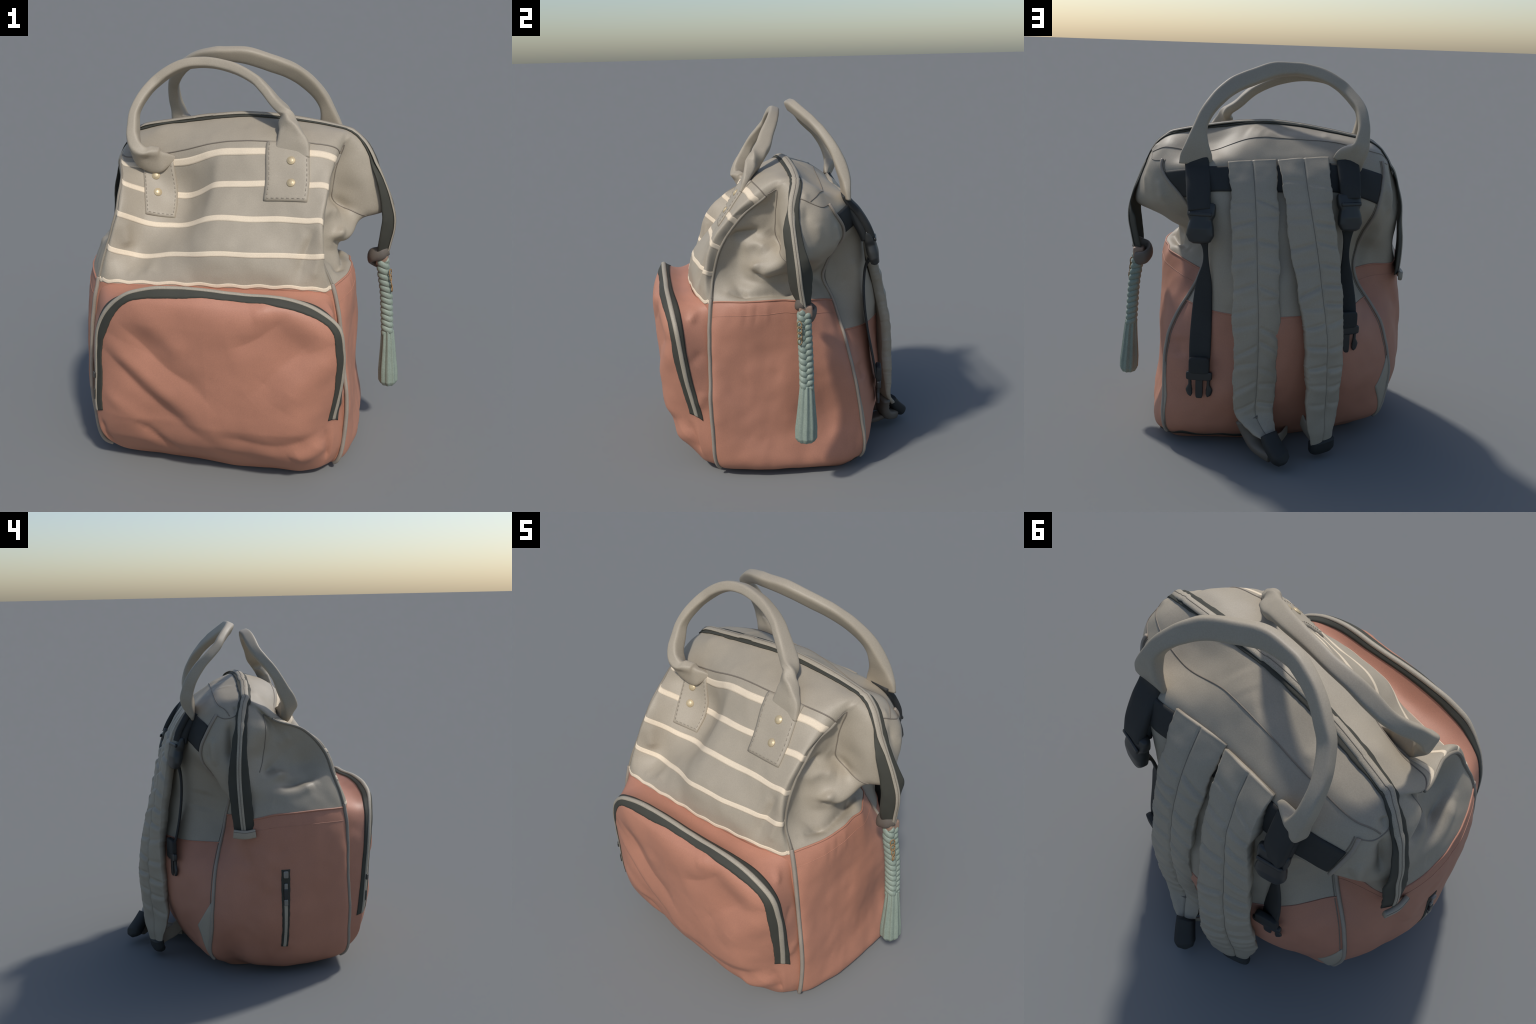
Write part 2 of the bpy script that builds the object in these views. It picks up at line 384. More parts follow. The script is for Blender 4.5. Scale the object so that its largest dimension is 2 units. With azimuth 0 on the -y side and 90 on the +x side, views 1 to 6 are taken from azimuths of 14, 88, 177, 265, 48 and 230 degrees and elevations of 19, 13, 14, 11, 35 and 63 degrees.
body_folds = [
    # front striped panel: soft valley under the left handle and lengthwise pulls
    ([(-0.06, -0.20, 1.56), (-0.08, -0.31, 1.40), (-0.10, -0.40, 1.25)], 0.03, 0.005),
    ([(-0.34, -0.47, 1.11), (-0.33, -0.53, 1.00)], 0.03, 0.010),
    ([(-0.50, -0.42, 1.24), (-0.46, -0.46, 1.10)], 0.03, 0.015),
    ([(0.45, -0.37, 1.29), (0.40, -0.44, 1.16), (0.37, -0.51, 1.0)], 0.022, -0.014),
    ([(0.40, -0.40, 1.25), (0.34, -0.48, 1.10)], 0.03, 0.006),
    ([(0.46, -0.41, 1.16), (0.44, -0.47, 1.02)], 0.02, 0.008),
    ([(0.0, -0.47, 1.16), (0.02, -0.53, 1.02)], 0.05, -0.006),
    # right gusset: deep pinch under the wing, bulges
    ([(0.45, -0.30, 1.315), (0.44, -0.20, 1.325), (0.46, -0.11, 1.35)], 0.026, -0.038),
    ([(0.46, -0.10, 1.35), (0.475, -0.055, 1.30), (0.54, -0.015, 1.225)], 0.020, -0.029),
    ([(0.455, -0.25, 1.24), (0.465, -0.15, 1.275), (0.50, -0.08, 1.235)], 0.035, 0.027),
    ([(0.455, -0.30, 1.42), (0.465, -0.20, 1.45), (0.47, -0.10, 1.50)], 0.030, -0.014),
    ([(0.49, -0.19, 1.12), (0.50, -0.12, 1.105), (0.48, 0.03, 1.10)], 0.020, -0.038),
    ([(0.485, -0.26, 1.150), (0.50, -0.20, 1.155), (0.53, -0.12, 1.175)], 0.022, 0.027),
    ([(0.47, -0.33, 1.17), (0.48, -0.28, 1.10), (0.52, -0.24, 1.04), (0.55, -0.20, 1.01)], 0.022, -0.029),
    ([(0.46, -0.24, 1.12), (0.53, -0.15, 1.07)], 0.018, 0.016),
    ([(0.50, -0.33, 1.025), (0.545, -0.22, 1.03), (0.535, -0.10, 1.03), (0.49, 0.02, 1.02), (0.42, 0.14, 1.0)], 0.022, -0.049),
    ([(0.62, 0.10, 1.50), (0.645, 0.10, 1.38), (0.635, 0.12, 1.27)], 0.018, -0.032),
    ([(0.60, 0.19, 1.44), (0.60, 0.19, 1.36), (0.575, 0.20, 1.27)], 0.018, -0.023),
    ([(0.63, 0.15, 1.42), (0.625, 0.16, 1.30)], 0.022, 0.016),
    ([(0.56, 0.24, 1.40), (0.54, 0.27, 1.28)], 0.025, 0.014),
    ([(0.59, 0.10, 1.57), (0.61, 0.10, 1.48)], 0.02, 0.008),
    # left gusset: creases fanning from the zip end toward the piping
    ([(-0.645, -0.04, 1.16), (-0.60, -0.18, 1.25), (-0.57, -0.30, 1.33), (-0.57, -0.36, 1.36)], 0.026, -0.038),
    ([(-0.60, -0.16, 1.32), (-0.57, -0.24, 1.38)], 0.03, 0.019),
    ([(-0.645, -0.06, 1.13), (-0.61, -0.20, 1.18), (-0.58, -0.36, 1.22)], 0.028, 0.024),
    ([(-0.65, -0.08, 1.10), (-0.63, -0.18, 1.10), (-0.60, -0.30, 1.14), (-0.585, -0.40, 1.17)], 0.022, -0.038),
    ([(-0.66, -0.12, 1.06), (-0.65, -0.24, 1.05), (-0.61, -0.36, 1.10)], 0.026, 0.027),
    ([(-0.70, -0.10, 1.02), (-0.70, -0.18, 0.99)], 0.02, -0.020),
    ([(-0.655, 0.115, 1.50), (-0.675, 0.12, 1.38), (-0.68, 0.125, 1.24)], 0.022, -0.043),
    ([(-0.62, 0.19, 1.40), (-0.635, 0.20, 1.30), (-0.64, 0.19, 1.22)], 0.022, 0.019),
    ([(-0.605, 0.23, 1.36), (-0.615, 0.23, 1.26)], 0.015, -0.014),
    ([(-0.60, 0.08, 1.56), (-0.625, 0.09, 1.50)], 0.015, -0.023),
    # side walls
    ([(0.60, -0.15, 0.80), (0.63, 0.0, 0.55), (0.62, 0.08, 0.40)], 0.08, -0.006),
    ([(0.56, 0.20, 0.80), (0.57, 0.22, 0.55)], 0.06, 0.008),
    ([(-0.74, 0.03, 0.80), (-0.77, -0.05, 0.62), (-0.76, -0.12, 0.5)], 0.05, 0.008),
    ([(-0.72, 0.08, 0.82), (-0.75, 0.05, 0.66)], 0.04, -0.010),
    ([(-0.73, -0.12, 0.86), (-0.76, -0.15, 0.72)], 0.03, -0.008),
    # back
    ([(0.30, 0.38, 1.15), (0.27, 0.40, 1.02)], 0.03, 0.014),
    ([(0.35, 0.27, 1.10), (0.33, 0.36, 0.98)], 0.03, -0.012),
    ([(-0.10, 0.08, 1.68), (-0.03, 0.18, 1.64)], 0.06, -0.010),
    ([(-0.30, 0.08, 1.655), (-0.30, 0.17, 1.62)], 0.02, 0.006),
    ([(0.12, 0.12, 1.67), (0.02, 0.16, 1.66)], 0.06, 0.006),
    ([(-0.62, -0.14, 1.20), (-0.57, -0.27, 1.19)], 0.030, -0.022),
    ([(-0.45, 0.27, 1.05), (-0.45, 0.30, 0.92)], 0.06, -0.025),
    ([(0.46, 0.42, 0.60), (0.45, 0.44, 0.48)], 0.05, -0.018),
    ([(0.40, 0.36, 0.82), (0.36, 0.36, 1.0)], 0.04, -0.012),
]
# small puckers where the cloth is gathered along the seams
for k in range(16):
    x = -0.50 + 0.062 * k + random.uniform(-0.02, 0.02)
    y = float(np.interp(x, [-0.55, 0.0, 0.5], [-0.545, -0.53, -0.44]))
    body_folds.append(([(x, y, 0.985), (x + random.uniform(-0.03, 0.03), y + 0.04, 0.985 + random.uniform(0.05, 0.11))], random.uniform(0.010, 0.018), random.choice((-1, 1, -1)) * random.uniform(0.002, 0.006)))
for k in range(9):
    y = -0.36 + 0.05 * k
    body_folds.append(([(0.575, y, 0.97), (0.59, y + random.uniform(-0.03, 0.03), 0.86)], 0.016, random.uniform(-0.005, 0.003)))
    body_folds.append(([(-0.73, y, 0.95), (-0.75, y + random.uniform(-0.03, 0.03), 0.84)], 0.016, random.uniform(-0.005, 0.003)))
for k in range(10):                      # faint drag lines on the walls
    z = random.uniform(0.15, 0.8)
    y = random.uniform(-0.3, 0.2)
    body_folds.append(([(0.60, y, z), (0.60, y + 0.14, z + random.uniform(-0.15, 0.15))], 0.025, random.uniform(-0.004, 0.004)))
    body_folds.append(([(-0.77, y, z), (-0.77, y + 0.14, z + random.uniform(-0.15, 0.15))], 0.025, random.uniform(-0.004, 0.004)))
uu_, vv_ = np.arange(BODY.shape[1]) / NU, np.arange(BODY.shape[0]) / NV
front_w = np.exp(-((uu_ - 4.6) / 2.2) ** 4)[None] * np.exp(-((vv_ - 6.3) / 1.5) ** 4)[:, None]
back_w = np.exp(-((uu_ - 17.5) / 2.2) ** 4)[None] * np.exp(-((vv_ - 8.9) / 0.7) ** 4)[:, None]
BODY = BODY - BODY_N * (0.008 * front_w + 0.010 * back_w)[..., None]
BODY = apply_folds(BODY, BODY_N, body_folds)
fade = np.clip(np.linspace(0, 10, BODY.shape[0]) / 1.0, 0, 1)[:, None] * np.clip((10 - np.linspace(0, 10, BODY.shape[0])) / 0.7, 0, 1)[:, None]
BODY = BODY + BODY_N * ((lumps(BODY, 6.0, 1) * 0.006 + lumps(BODY, 14.0, 2) * 0.0028) * fade)[..., None]
BODY[..., 2] = np.maximum(BODY[..., 2], 0.0)
BODY_N = grid_normals(BODY, closed=True)
NCOL = BODY.shape[1]


def surf(u, v):
    """Point and normal of the bag's skin at column position u and level v (arrays)."""
    u, v = np.broadcast_arrays(np.asarray(u, float), np.asarray(v, float))
    x, y = (u * NU) % NCOL, np.clip(v * NV, 0, BODY.shape[0] - 1.001)
    i, j = np.floor(x).astype(int), np.floor(y).astype(int)
    a, b = (x - i)[..., None], (y - j)[..., None]
    i2 = (i + 1) % NCOL
    i = i % NCOL

    def pick(A):
        return (A[j, i] * (1 - a) + A[j, i2] * a) * (1 - b) + (A[j + 1, i] * (1 - a) + A[j + 1, i2] * a) * b
    return pick(BODY), unit(pick(BODY_N))


def body_panel(name, u0, u1, v0, v1, mat, parent=None):
    ui = np.arange(round(u0 * NU), round(u1 * NU) + 1) % NCOL
    vi = np.arange(round(v0 * NV), round(v1 * NV) + 1)
    G, N = BODY[np.ix_(vi, ui)], BODY_N[np.ix_(vi, ui)]
    n, m = len(vi), len(ui)
    F = [(i * m + j, i * m + j + 1, (i + 1) * m + j + 1, (i + 1) * m + j) for i in range(n - 1) for j in range(m - 1)]
    me = make_mesh(name, G.reshape(-1, 3), F, mat)
    me.normals_split_custom_set_from_vertices([tuple(x) for x in N.reshape(-1, 3)])
    return add_object(name, me, parent)


JB = 3.5   # colour seam of the back panel
body_panel("front_panel", LF, RF, 4, 8, GREY)
body_panel("front_lower_panel", LF, RF, 0, 4, SALMON)
body_panel("front_yoke", LF, RF, 8, 10, GREY)
body_panel("side_panel", RF, RB, 0, 4, SALMON)
body_panel("side_gusset", RF, RB, 4, 10, GREY)
body_panel("back_lower_panel", RB, LB, 0, JB, SALMON)
body_panel("back_panel", RB, LB, JB, 8, GREY)
body_panel("back_yoke", RB, LB, 8, 10, GREY)
body_panel("side_panel", LB, NC, 0, 4, SALMON)
body_panel("side_gusset", LB, NC, 4, 10, GREY)
# bottom
ring = BODY[0]
cen = np.array([-0.03, -0.05, 0.004])
rings = np.stack([ring * (1 - t) + cen * t for t in np.linspace(0, 0.97, 8)])
Vb = list(rings.reshape(-1, 3)); Fb = []
for i in range(7):
    for j in range(NCOL):
        a, b = i * NCOL + j, i * NCOL + (j + 1) % NCOL
        Fb.append((b, a, a + NCOL, b + NCOL))
Vb.append(cen)
for j in range(NCOL):
    Fb.append((7 * NCOL + (j + 1) % NCOL, 7 * NCOL + j, len(Vb) - 1))
put("bottom_panel", (Vb, Fb), SALMON)


def strip(u, v, half_dir, lo, hi, edge=0.0, cross=5):
    """Strip of cloth on the skin: half_dir='v' widens along levels by array half, 'u' along columns."""
    axis, half = half_dir
    t = np.linspace(-1, 1, cross)
    u, v = np.broadcast_arrays(np.asarray(u, float), np.asarray(v, float))
    half = np.broadcast_to(np.asarray(half, float), u.shape)
    if axis == "v":
        U, W = u[:, None] + 0 * t, v[:, None] + half[:, None] * t
    else:
        U, W = u[:, None] + half[:, None] * t, v[:, None] + 0 * t
    P, N = surf(U, W)
    return slab_data(P, N, lo, hi, edge)


# ------------------------------------------------------------------ stripes of the front panel
u = np.linspace(LF + 0.03, RF - 0.02, 130)
for lev, h in ((7.72, 0.085), (6.98, 0.082), (5.99, 0.082), (4.99, 0.078)):
    wob = 0.012 * np.sin(u * 5 + lev)
    put("stripe", strip(u, np.full_like(u, lev) + wob, ("v", h), -0.002, 0.0012), CREAM)
put("stripe", strip(u, np.full_like(u, 4.06) + 0.02 * np.sin(u * 9), ("v", 0.05), -0.002, 0.002), CREAM)

# ------------------------------------------------------------------ seams and piping along the skin
def skin_line(u, v, r, lift):
    P, N = surf(u, v)
    return round_tube(P + N * lift, r, 8)


put("yoke_seam", skin_line(np.linspace(LF, RF, 120), np.full(120, 8.0), 0.0035, 0.0), SEAM)
put("yoke_seam", skin_line(np.linspace(RB - 1.7, LB + 1.3, 140), 8.9 - 0.3 * np.clip((np.abs(np.linspace(-1, 1, 140)) - 0.6) / 0.4, 0, 1) ** 2, 0.0032, 0.0), SEAM)
for ctrl in ([(RF, 8.15), (9.2, 8.55), (10, 8.3), (10.05, 7.7), (10.0, 7.05), (10.6, 6.7), (11.2, 6.55)],
             [(RZ + 0.35, 8.75), (RZ + 1.3, 8.55), (RZ + 2.2, 8.35), (RB, 8.3)],
             [(LB, 8.4), (LB + 0.9, 8.45), (LB + 1.8, 8.6), (LB + 2.5, 8.8)],
             [(NC, 8.15), (26.2, 8.3), (25, 7.95), (25.0, 7.3), (24.8, 6.9), (24.4, 6.5)]):
    q = path([(a, b, 0) for a, b in ctrl], 60)
    put("gusset_seam", skin_line(q[:, 0], q[:, 1], 0.003, 0.0), SEAM)
for col, v0, v1, r, mat in ((RF, 0.75, 4.1, 0.0105, PIPING), (LF, 0.75, 4.1, 0.0105, PIPING), (RF, 4.1, 8.0, 0.0075, PIPING_SHADE), (LF, 4.1, 8.0, 0.0075, PIPING_SHADE),
                            (RB, 0.75, 8.32, 0.009, PIPING), (LB, 0.75, 8.42, 0.009, PIPING)):
    vv = np.linspace(v0, v1, 160)
    put("piping", skin_line(np.full(160, float(col)), vv, r, 0.004 if mat is PIPING else 0.002), mat)
    for off in (-0.075, 0.075):
        put("piping_seam", skin_line(np.full(160, col + off), vv, 0.0022, 0.0008), SEAM)
# hem of the side pockets
for a, b in ((RF + 0.1, RB - 0.1), (LB + 0.1, NC - 0.1)):
    put("side_pocket_hem", skin_line(np.linspace(a, b, 120), np.full(120, 4.0), 0.005, 0.001), SALMON)
    put("hem_stitch", skin_line(np.linspace(a, b, 120), np.full(120, 3.77), 0.0012, 0.0006), SALMON_SEAM)
put("back_seam", skin_line(np.linspace(RB, LB, 120), np.full(120, JB), 0.004, 0.0), SALMON)

# ------------------------------------------------------------------ front pocket: base loop, zip loop and bulging face
#   (base on the bag) ................ (zip line)
POCKET = [
    ((0.545, -0.39, 0.05), (0.51, -0.470, 0.07)),
    ((0.580, -0.41, 0.13), (0.555, -0.492, 0.20)),
    ((0.592, -0.418, 0.30), (0.565, -0.502, 0.355)),
    ((0.588, -0.418, 0.47), (0.597, -0.538, 0.55)),
    ((0.570, -0.418, 0.64), (0.612, -0.562, 0.74)),
    ((0.545, -0.418, 0.80), (0.590, -0.578, 0.855)),
    ((0.505, -0.425, 0.945), (0.490, -0.606, 0.942)),
    ((0.38, -0.492, 0.975), (0.34, -0.636, 0.998)),
    ((0.20, -0.525, 0.980), (0.15, -0.657, 1.009)),
    ((0.0, -0.543, 0.980), (-0.06, -0.682, 1.022)),
    ((-0.2, -0.555, 0.974), (-0.24, -0.702, 1.018)),
    ((-0.40, -0.560, 0.964), (-0.375, -0.720, 0.982)),
    ((-0.555, -0.55, 0.94), (-0.470, -0.712, 0.898)),
    ((-0.605, -0.545, 0.80), (-0.530, -0.693, 0.79)),
    ((-0.632, -0.54, 0.64), (-0.556, -0.680, 0.66)),
    ((-0.638, -0.545, 0.47), (-0.572, -0.664, 0.51)),
    ((-0.638, -0.545, 0.30), (-0.592, -0.642, 0.32)),
    ((-0.61, -0.535, 0.15), (-0.580, -0.615, 0.17)),
    ((-0.54, -0.49, 0.04), (-0.505, -0.535, 0.055)),
    ((-0.36, -0.44, 0.0), (-0.33, -0.495, 0.022)),
    ((-0.15, -0.42, 0.0), (-0.13, -0.495, 0.020)),
    ((0.08, -0.41, 0.0), (0.07, -0.505, 0.018)),
    ((0.28, -0.40, 0.0), (0.27, -0.490, 0.020)),
    ((0.44, -0.37, 0.005), (0.42, -0.490, 0.030)),
]
PA = spline(np.array([a for a, b in POCKET]), 14, closed=True)
PZ = spline(np.array([b for a, b in POCKET]), 14, closed=True)
rim_out = (np.clip((PZ[:, 2] - 0.5) / 0.4, 0, 1) * np.clip((PZ[:, 0] + 0.45) / 0.2, 0, 1))[:, None]
PZ = PZ + rim_out * np.array([0, -0.014, 0.008])
NP = len(PA)
NG, NF = 14, 44
gl = np.linalg.norm(PZ - PA, axis=1)
top_w = np.clip((PZ[:, 2] - 0.6) / 0.4, 0, 1)
rows = []
for q in np.linspace(0, 1, NG):
    P = PA * (1 - q) + PZ * q
    P[:, 2] -= 0.018 * np.sin(math.pi * q) * top_w
    rows.append(P)
pc = np.array([-0.01, 0, 0.60])


def face_point(Z, r):
    """Face of the pocket: shrink the zip loop toward its middle while it bulges forward."""
    P = Z * r + pc * (1 - r)
    yc = np.interp(P[:, 2], [0.0, 0.08, 0.19, 0.33, 0.6, 0.85, 0.96, 1.05], [-0.585, -0.640, -0.688, -0.724, -0.742, -0.762, -0.766, -0.745]) + 0.075 * np.clip(P[:, 0], 0, 1)
    for dx, dz, wx, wz, dy in ((0.40, 0.80, 0.13, 0.13, 0.046), (-0.25, 0.32, 0.15, 0.12, 0.036), (-0.25, 0.77, 0.11, 0.10, 0.016), (0.46, 0.40, 0.11, 0.11, -0.026)):
        yc = yc + dy * np.exp(-((P[:, 0] - dx) / wx) ** 2 - ((P[:, 2] - dz) / wz) ** 2)
    p = np.interp(Z[:, 2], [0.1, 0.35, 0.8, 0.95], [5.0, 4.6, 4.8, 8.0]) + 1.6 * np.clip(Z[:, 0] / 0.5, 0, 1) - 0.4 * np.clip(-Z[:, 0] / 0.5, 0, 1)
    P[:, 1] = yc + (Z[:, 1] - yc) * r ** p
    return P


for r in 1 - np.linspace(0, 0.97, NF)[1:] ** 1.15:
    rows.append(face_point(PZ, r))
PK = np.stack(rows)
# soften the edge where the gusset turns into the face
for _ in range(2):
    S = PK.copy()
    S[1:-1] = 0.5 * PK[1:-1] + 0.25 * (PK[:-2] + PK[2:])
    w = np.exp(-((np.arange(len(PK)) - (NG - 1)) / 2.5) ** 2)[:, None, None]
    PK = PK * (1 - w) + S * w
PK_N = -grid_normals(PK, closed=True)
if PK_N[-5, :, 1].mean() > 0:
    PK_N = -PK_N
face_folds = [   # (x, z) as seen from the front
    ([(-0.44, 0.87), (-0.412, 0.844), (-0.294, 0.736), (-0.184, 0.63), (-0.057, 0.55), (0.04, 0.436)], 0.060, -0.016),
    ([(-0.50, 0.75), (-0.458, 0.714), (-0.328, 0.607), (-0.186, 0.479), (-0.062, 0.387)], 0.045, 0.010),
    ([(-0.52, 0.70), (-0.474, 0.659), (-0.364, 0.545), (-0.252, 0.436), (-0.133, 0.33), (-0.007, 0.24)], 0.050, -0.017),
    ([(-0.53, 0.47), (-0.494, 0.44), (-0.367, 0.33), (-0.265, 0.24)], 0.045, 0.008),
    ([(-0.38, 0.32), (-0.33, 0.28), (-0.255, 0.19), (-0.166, 0.10)], 0.032, -0.018),
    ([(-0.30, 0.90), (-0.20, 0.80), (-0.08, 0.70)], 0.06, 0.010),
    ([(0.385, 0.955), (0.33, 0.89), (0.20, 0.80), (0.10, 0.77)], 0.045, -0.012),
    ([(0.30, 0.955), (0.22, 0.93)], 0.04, 0.006),
    ([(0.52, 0.86), (0.45, 0.78), (0.34, 0.68), (0.25, 0.58), (0.18, 0.52)], 0.060, -0.012),
    ([(0.60, 0.77), (0.53, 0.68), (0.42, 0.57), (0.34, 0.46)], 0.060, 0.012),
    ([(0.55, 0.34), (0.42, 0.27), (0.31, 0.25), (0.15, 0.27), (0.0, 0.28)], 0.050, -0.014),
    ([(0.54, 0.25), (0.45, 0.19), (0.37, 0.16)], 0.045, 0.016),
    ([(0.535, 0.32), (0.54, 0.22), (0.53, 0.10)], 0.014, -0.016),
    ([(-0.565, 0.28), (-0.56, 0.18), (-0.53, 0.09)], 0.013, -0.012),
    ([(-0.05, 0.20), (0.1, 0.15), (0.25, 0.13)], 0.05, -0.008),
]
pocket_folds = [
    # gusset puckers
    ([(0.52, -0.48, 0.96), (0.54, -0.52, 0.86)], 0.02, 0.012),
    ([(0.47, -0.48, 0.975), (0.42, -0.56, 1.0)], 0.02, 0.010),
    ([(0.575, -0.45, 0.72), (0.60, -0.53, 0.66)], 0.03, -0.008),
    ([(0.59, -0.45, 0.50), (0.60, -0.49, 0.40)], 0.03, 0.008),
    ([(-0.60, -0.58, 0.86), (-0.60, -0.66, 0.78)], 0.03, -0.010),
    ([(-0.63, -0.60, 0.62), (-0.63, -0.64, 0.50)], 0.03, 0.008),
    ([(-0.3, -0.60, 1.0), (0.3, -0.57, 1.0)], 0.03, -0.008),
]
PK = apply_folds(PK, PK_N, pocket_folds)
PK[NG:] = apply_folds(PK[NG:], PK_N[NG:], face_folds, flat=True)
w = np.clip(np.arange(len(PK)) / 6.0, 0, 1)[:, None]
PK = PK + PK_N * ((lumps(PK, 4.0, 5) * 0.006 + lumps(PK, 13.0, 6) * 0.0015) * w)[..., None]
PK[..., 2] = np.maximum(PK[..., 2], 0.0)
PK_N = -grid_normals(PK, closed=True)
if PK_N[-5, :, 1].mean() > 0:
    PK_N = -PK_N


def pocket_part(name, r0, r1, mat, close=False):
    G, N = PK[r0:r1 + 1], PK_N[r0:r1 + 1]
    n = len(G)
    V, M = list(G.reshape(-1, 3)), list(N.reshape(-1, 3))
    F = [(i * NP + (j + 1) % NP, i * NP + j, (i + 1) * NP + j, (i + 1) * NP + (j + 1) % NP) for i in range(n - 1) for j in range(NP)]
    if close:
        V.append(G[-1].mean(0)); M.append(unit(N[-1].mean(0)))
        F += [((n - 1) * NP + (j + 1) % NP, (n - 1) * NP + j, len(V) - 1) for j in range(NP)]
    F = [tuple(reversed(f)) for f in F]
    me = make_mesh(name, V, F, mat)
    me.update()
    nn = np.empty(len(me.polygons) * 3); me.polygons.foreach_get("normal", nn)
    vi = [p.vertices[0] for p in me.polygons]
    if (nn.reshape(-1, 3) * np.array(M)[vi]).sum() < 0:
        me.flip_normals()
    me.normals_split_custom_set_from_vertices([tuple(x) for x in M])
    return add_object(name, me, POCKET_OBJ)


POCKET_OBJ = bpy.data.objects.new("front_pocket", None)
bpy.context.scene.collection.objects.link(POCKET_OBJ)
POCKET_OBJ.parent = ROOT
pocket_part("pocket_gusset", 0, NG - 1, SALMON)
pocket_part("pocket_face", NG - 1, len(PK) - 1, SALMON, close=True)


def pocket_surf(s, w):
    """s = position round the loop (0..24), w = distance from the zip line, + toward the face, - toward the gusset."""
    s, w = np.broadcast_arrays(np.asarray(s, float), np.asarray(w, float))
    j = (s * 14) % NP
    j0 = np.floor(j).astype(int) % NP
    f = (j - np.floor(j))
    row = np.zeros(s.shape)
    D = np.linalg.norm(np.diff(PK, axis=0), axis=-1)
    cum = np.concatenate([np.zeros((1, NP)), np.cumsum(D, 0)]) - np.cumsum(D, 0)[NG - 2]
    flat = row.reshape(-1)
    for k, (jj, ww) in enumerate(zip(j0.reshape(-1), w.reshape(-1))):
        flat[k] = np.interp(ww, cum[:, jj], np.arange(len(PK)))
    row = flat.reshape(s.shape)
    r0 = np.clip(np.floor(row).astype(int), 0, len(PK) - 2)
    t = (row - r0)[..., None]
    f = f[..., None]
    j1 = (j0 + 1) % NP
    g = lambda A: (A[r0, j0] * (1 - t) + A[r0 + 1, j0] * t) * (1 - f) + (A[r0, j1] * (1 - t) + A[r0 + 1, j1] * t) * f
    return g(PK), unit(g(PK_N))


s = np.linspace(1.95, 16.05, 260)
ragged = 0.004 * blur(rng.normal(size=260), 3)
half_in = 0.050 + ragged + 0.006 * np.sin(s * 2.1)
half_out = 0.042 + 0.004 * np.sin(s * 1.3)
T = np.linspace(0, 1, 9)
Wt = -half_out[:, None] * (1 - T) + half_in[:, None] * T
P, N = pocket_surf(s[:, None] + 0 * T, Wt)
put("pocket_zip_tape", slab_data(P, N, -0.004, 0.003), TAPE, POCKET_OBJ)
Wt = np.linspace(-0.013, 0.013, 5)
P, N = pocket_surf(s[:, None] + 0 * Wt, Wt + 0 * s[:, None])
N2 = N
put("pocket_zip_teeth", slab_data(P, N2, -0.001, 0.0065, 0.002), COIL, POCKET_OBJ)
# slider and pull at the left end
for ss, ww, size in ((14.9, 0.0, (0.010, 0.016, 0.005)), (15.5, 0.004, (0.006, 0.030, 0.003))):
    P, N = pocket_surf(np.array([ss]), np.array([ww]))
    Pa, _ = pocket_surf(np.array([ss + 0.1]), np.array([ww]))
    t = unit(Pa[0] - P[0]); n = N[0]; sd = np.cross(t, n)
    put("zip_pull", rounded_box(size, P[0] + n * 0.009, [sd, t, n]), DARK_METAL, POCKET_OBJ)

# ------------------------------------------------------------------ main zip over the ridge and down both wings
def zip_band(name, ctrl, n=220):
    """ctrl rows: x y z, outward normal xyz, half width front, half width back, curl (how far the tape edges turn inward)."""
    A = path(ctrl, n)
    P, N = A[:, :3], unit(A[:, 3:6])
    T_ = tangents(P)
    N = unit(N - (N * T_).sum(1, keepdims=True) * T_)
    S = np.cross(N, T_)                              # sideways
    return A, P, N, S


ZIP = bpy.data.objects.new("main_zip", None)
bpy.context.scene.collection.objects.link(ZIP)
ZIP.parent = ROOT
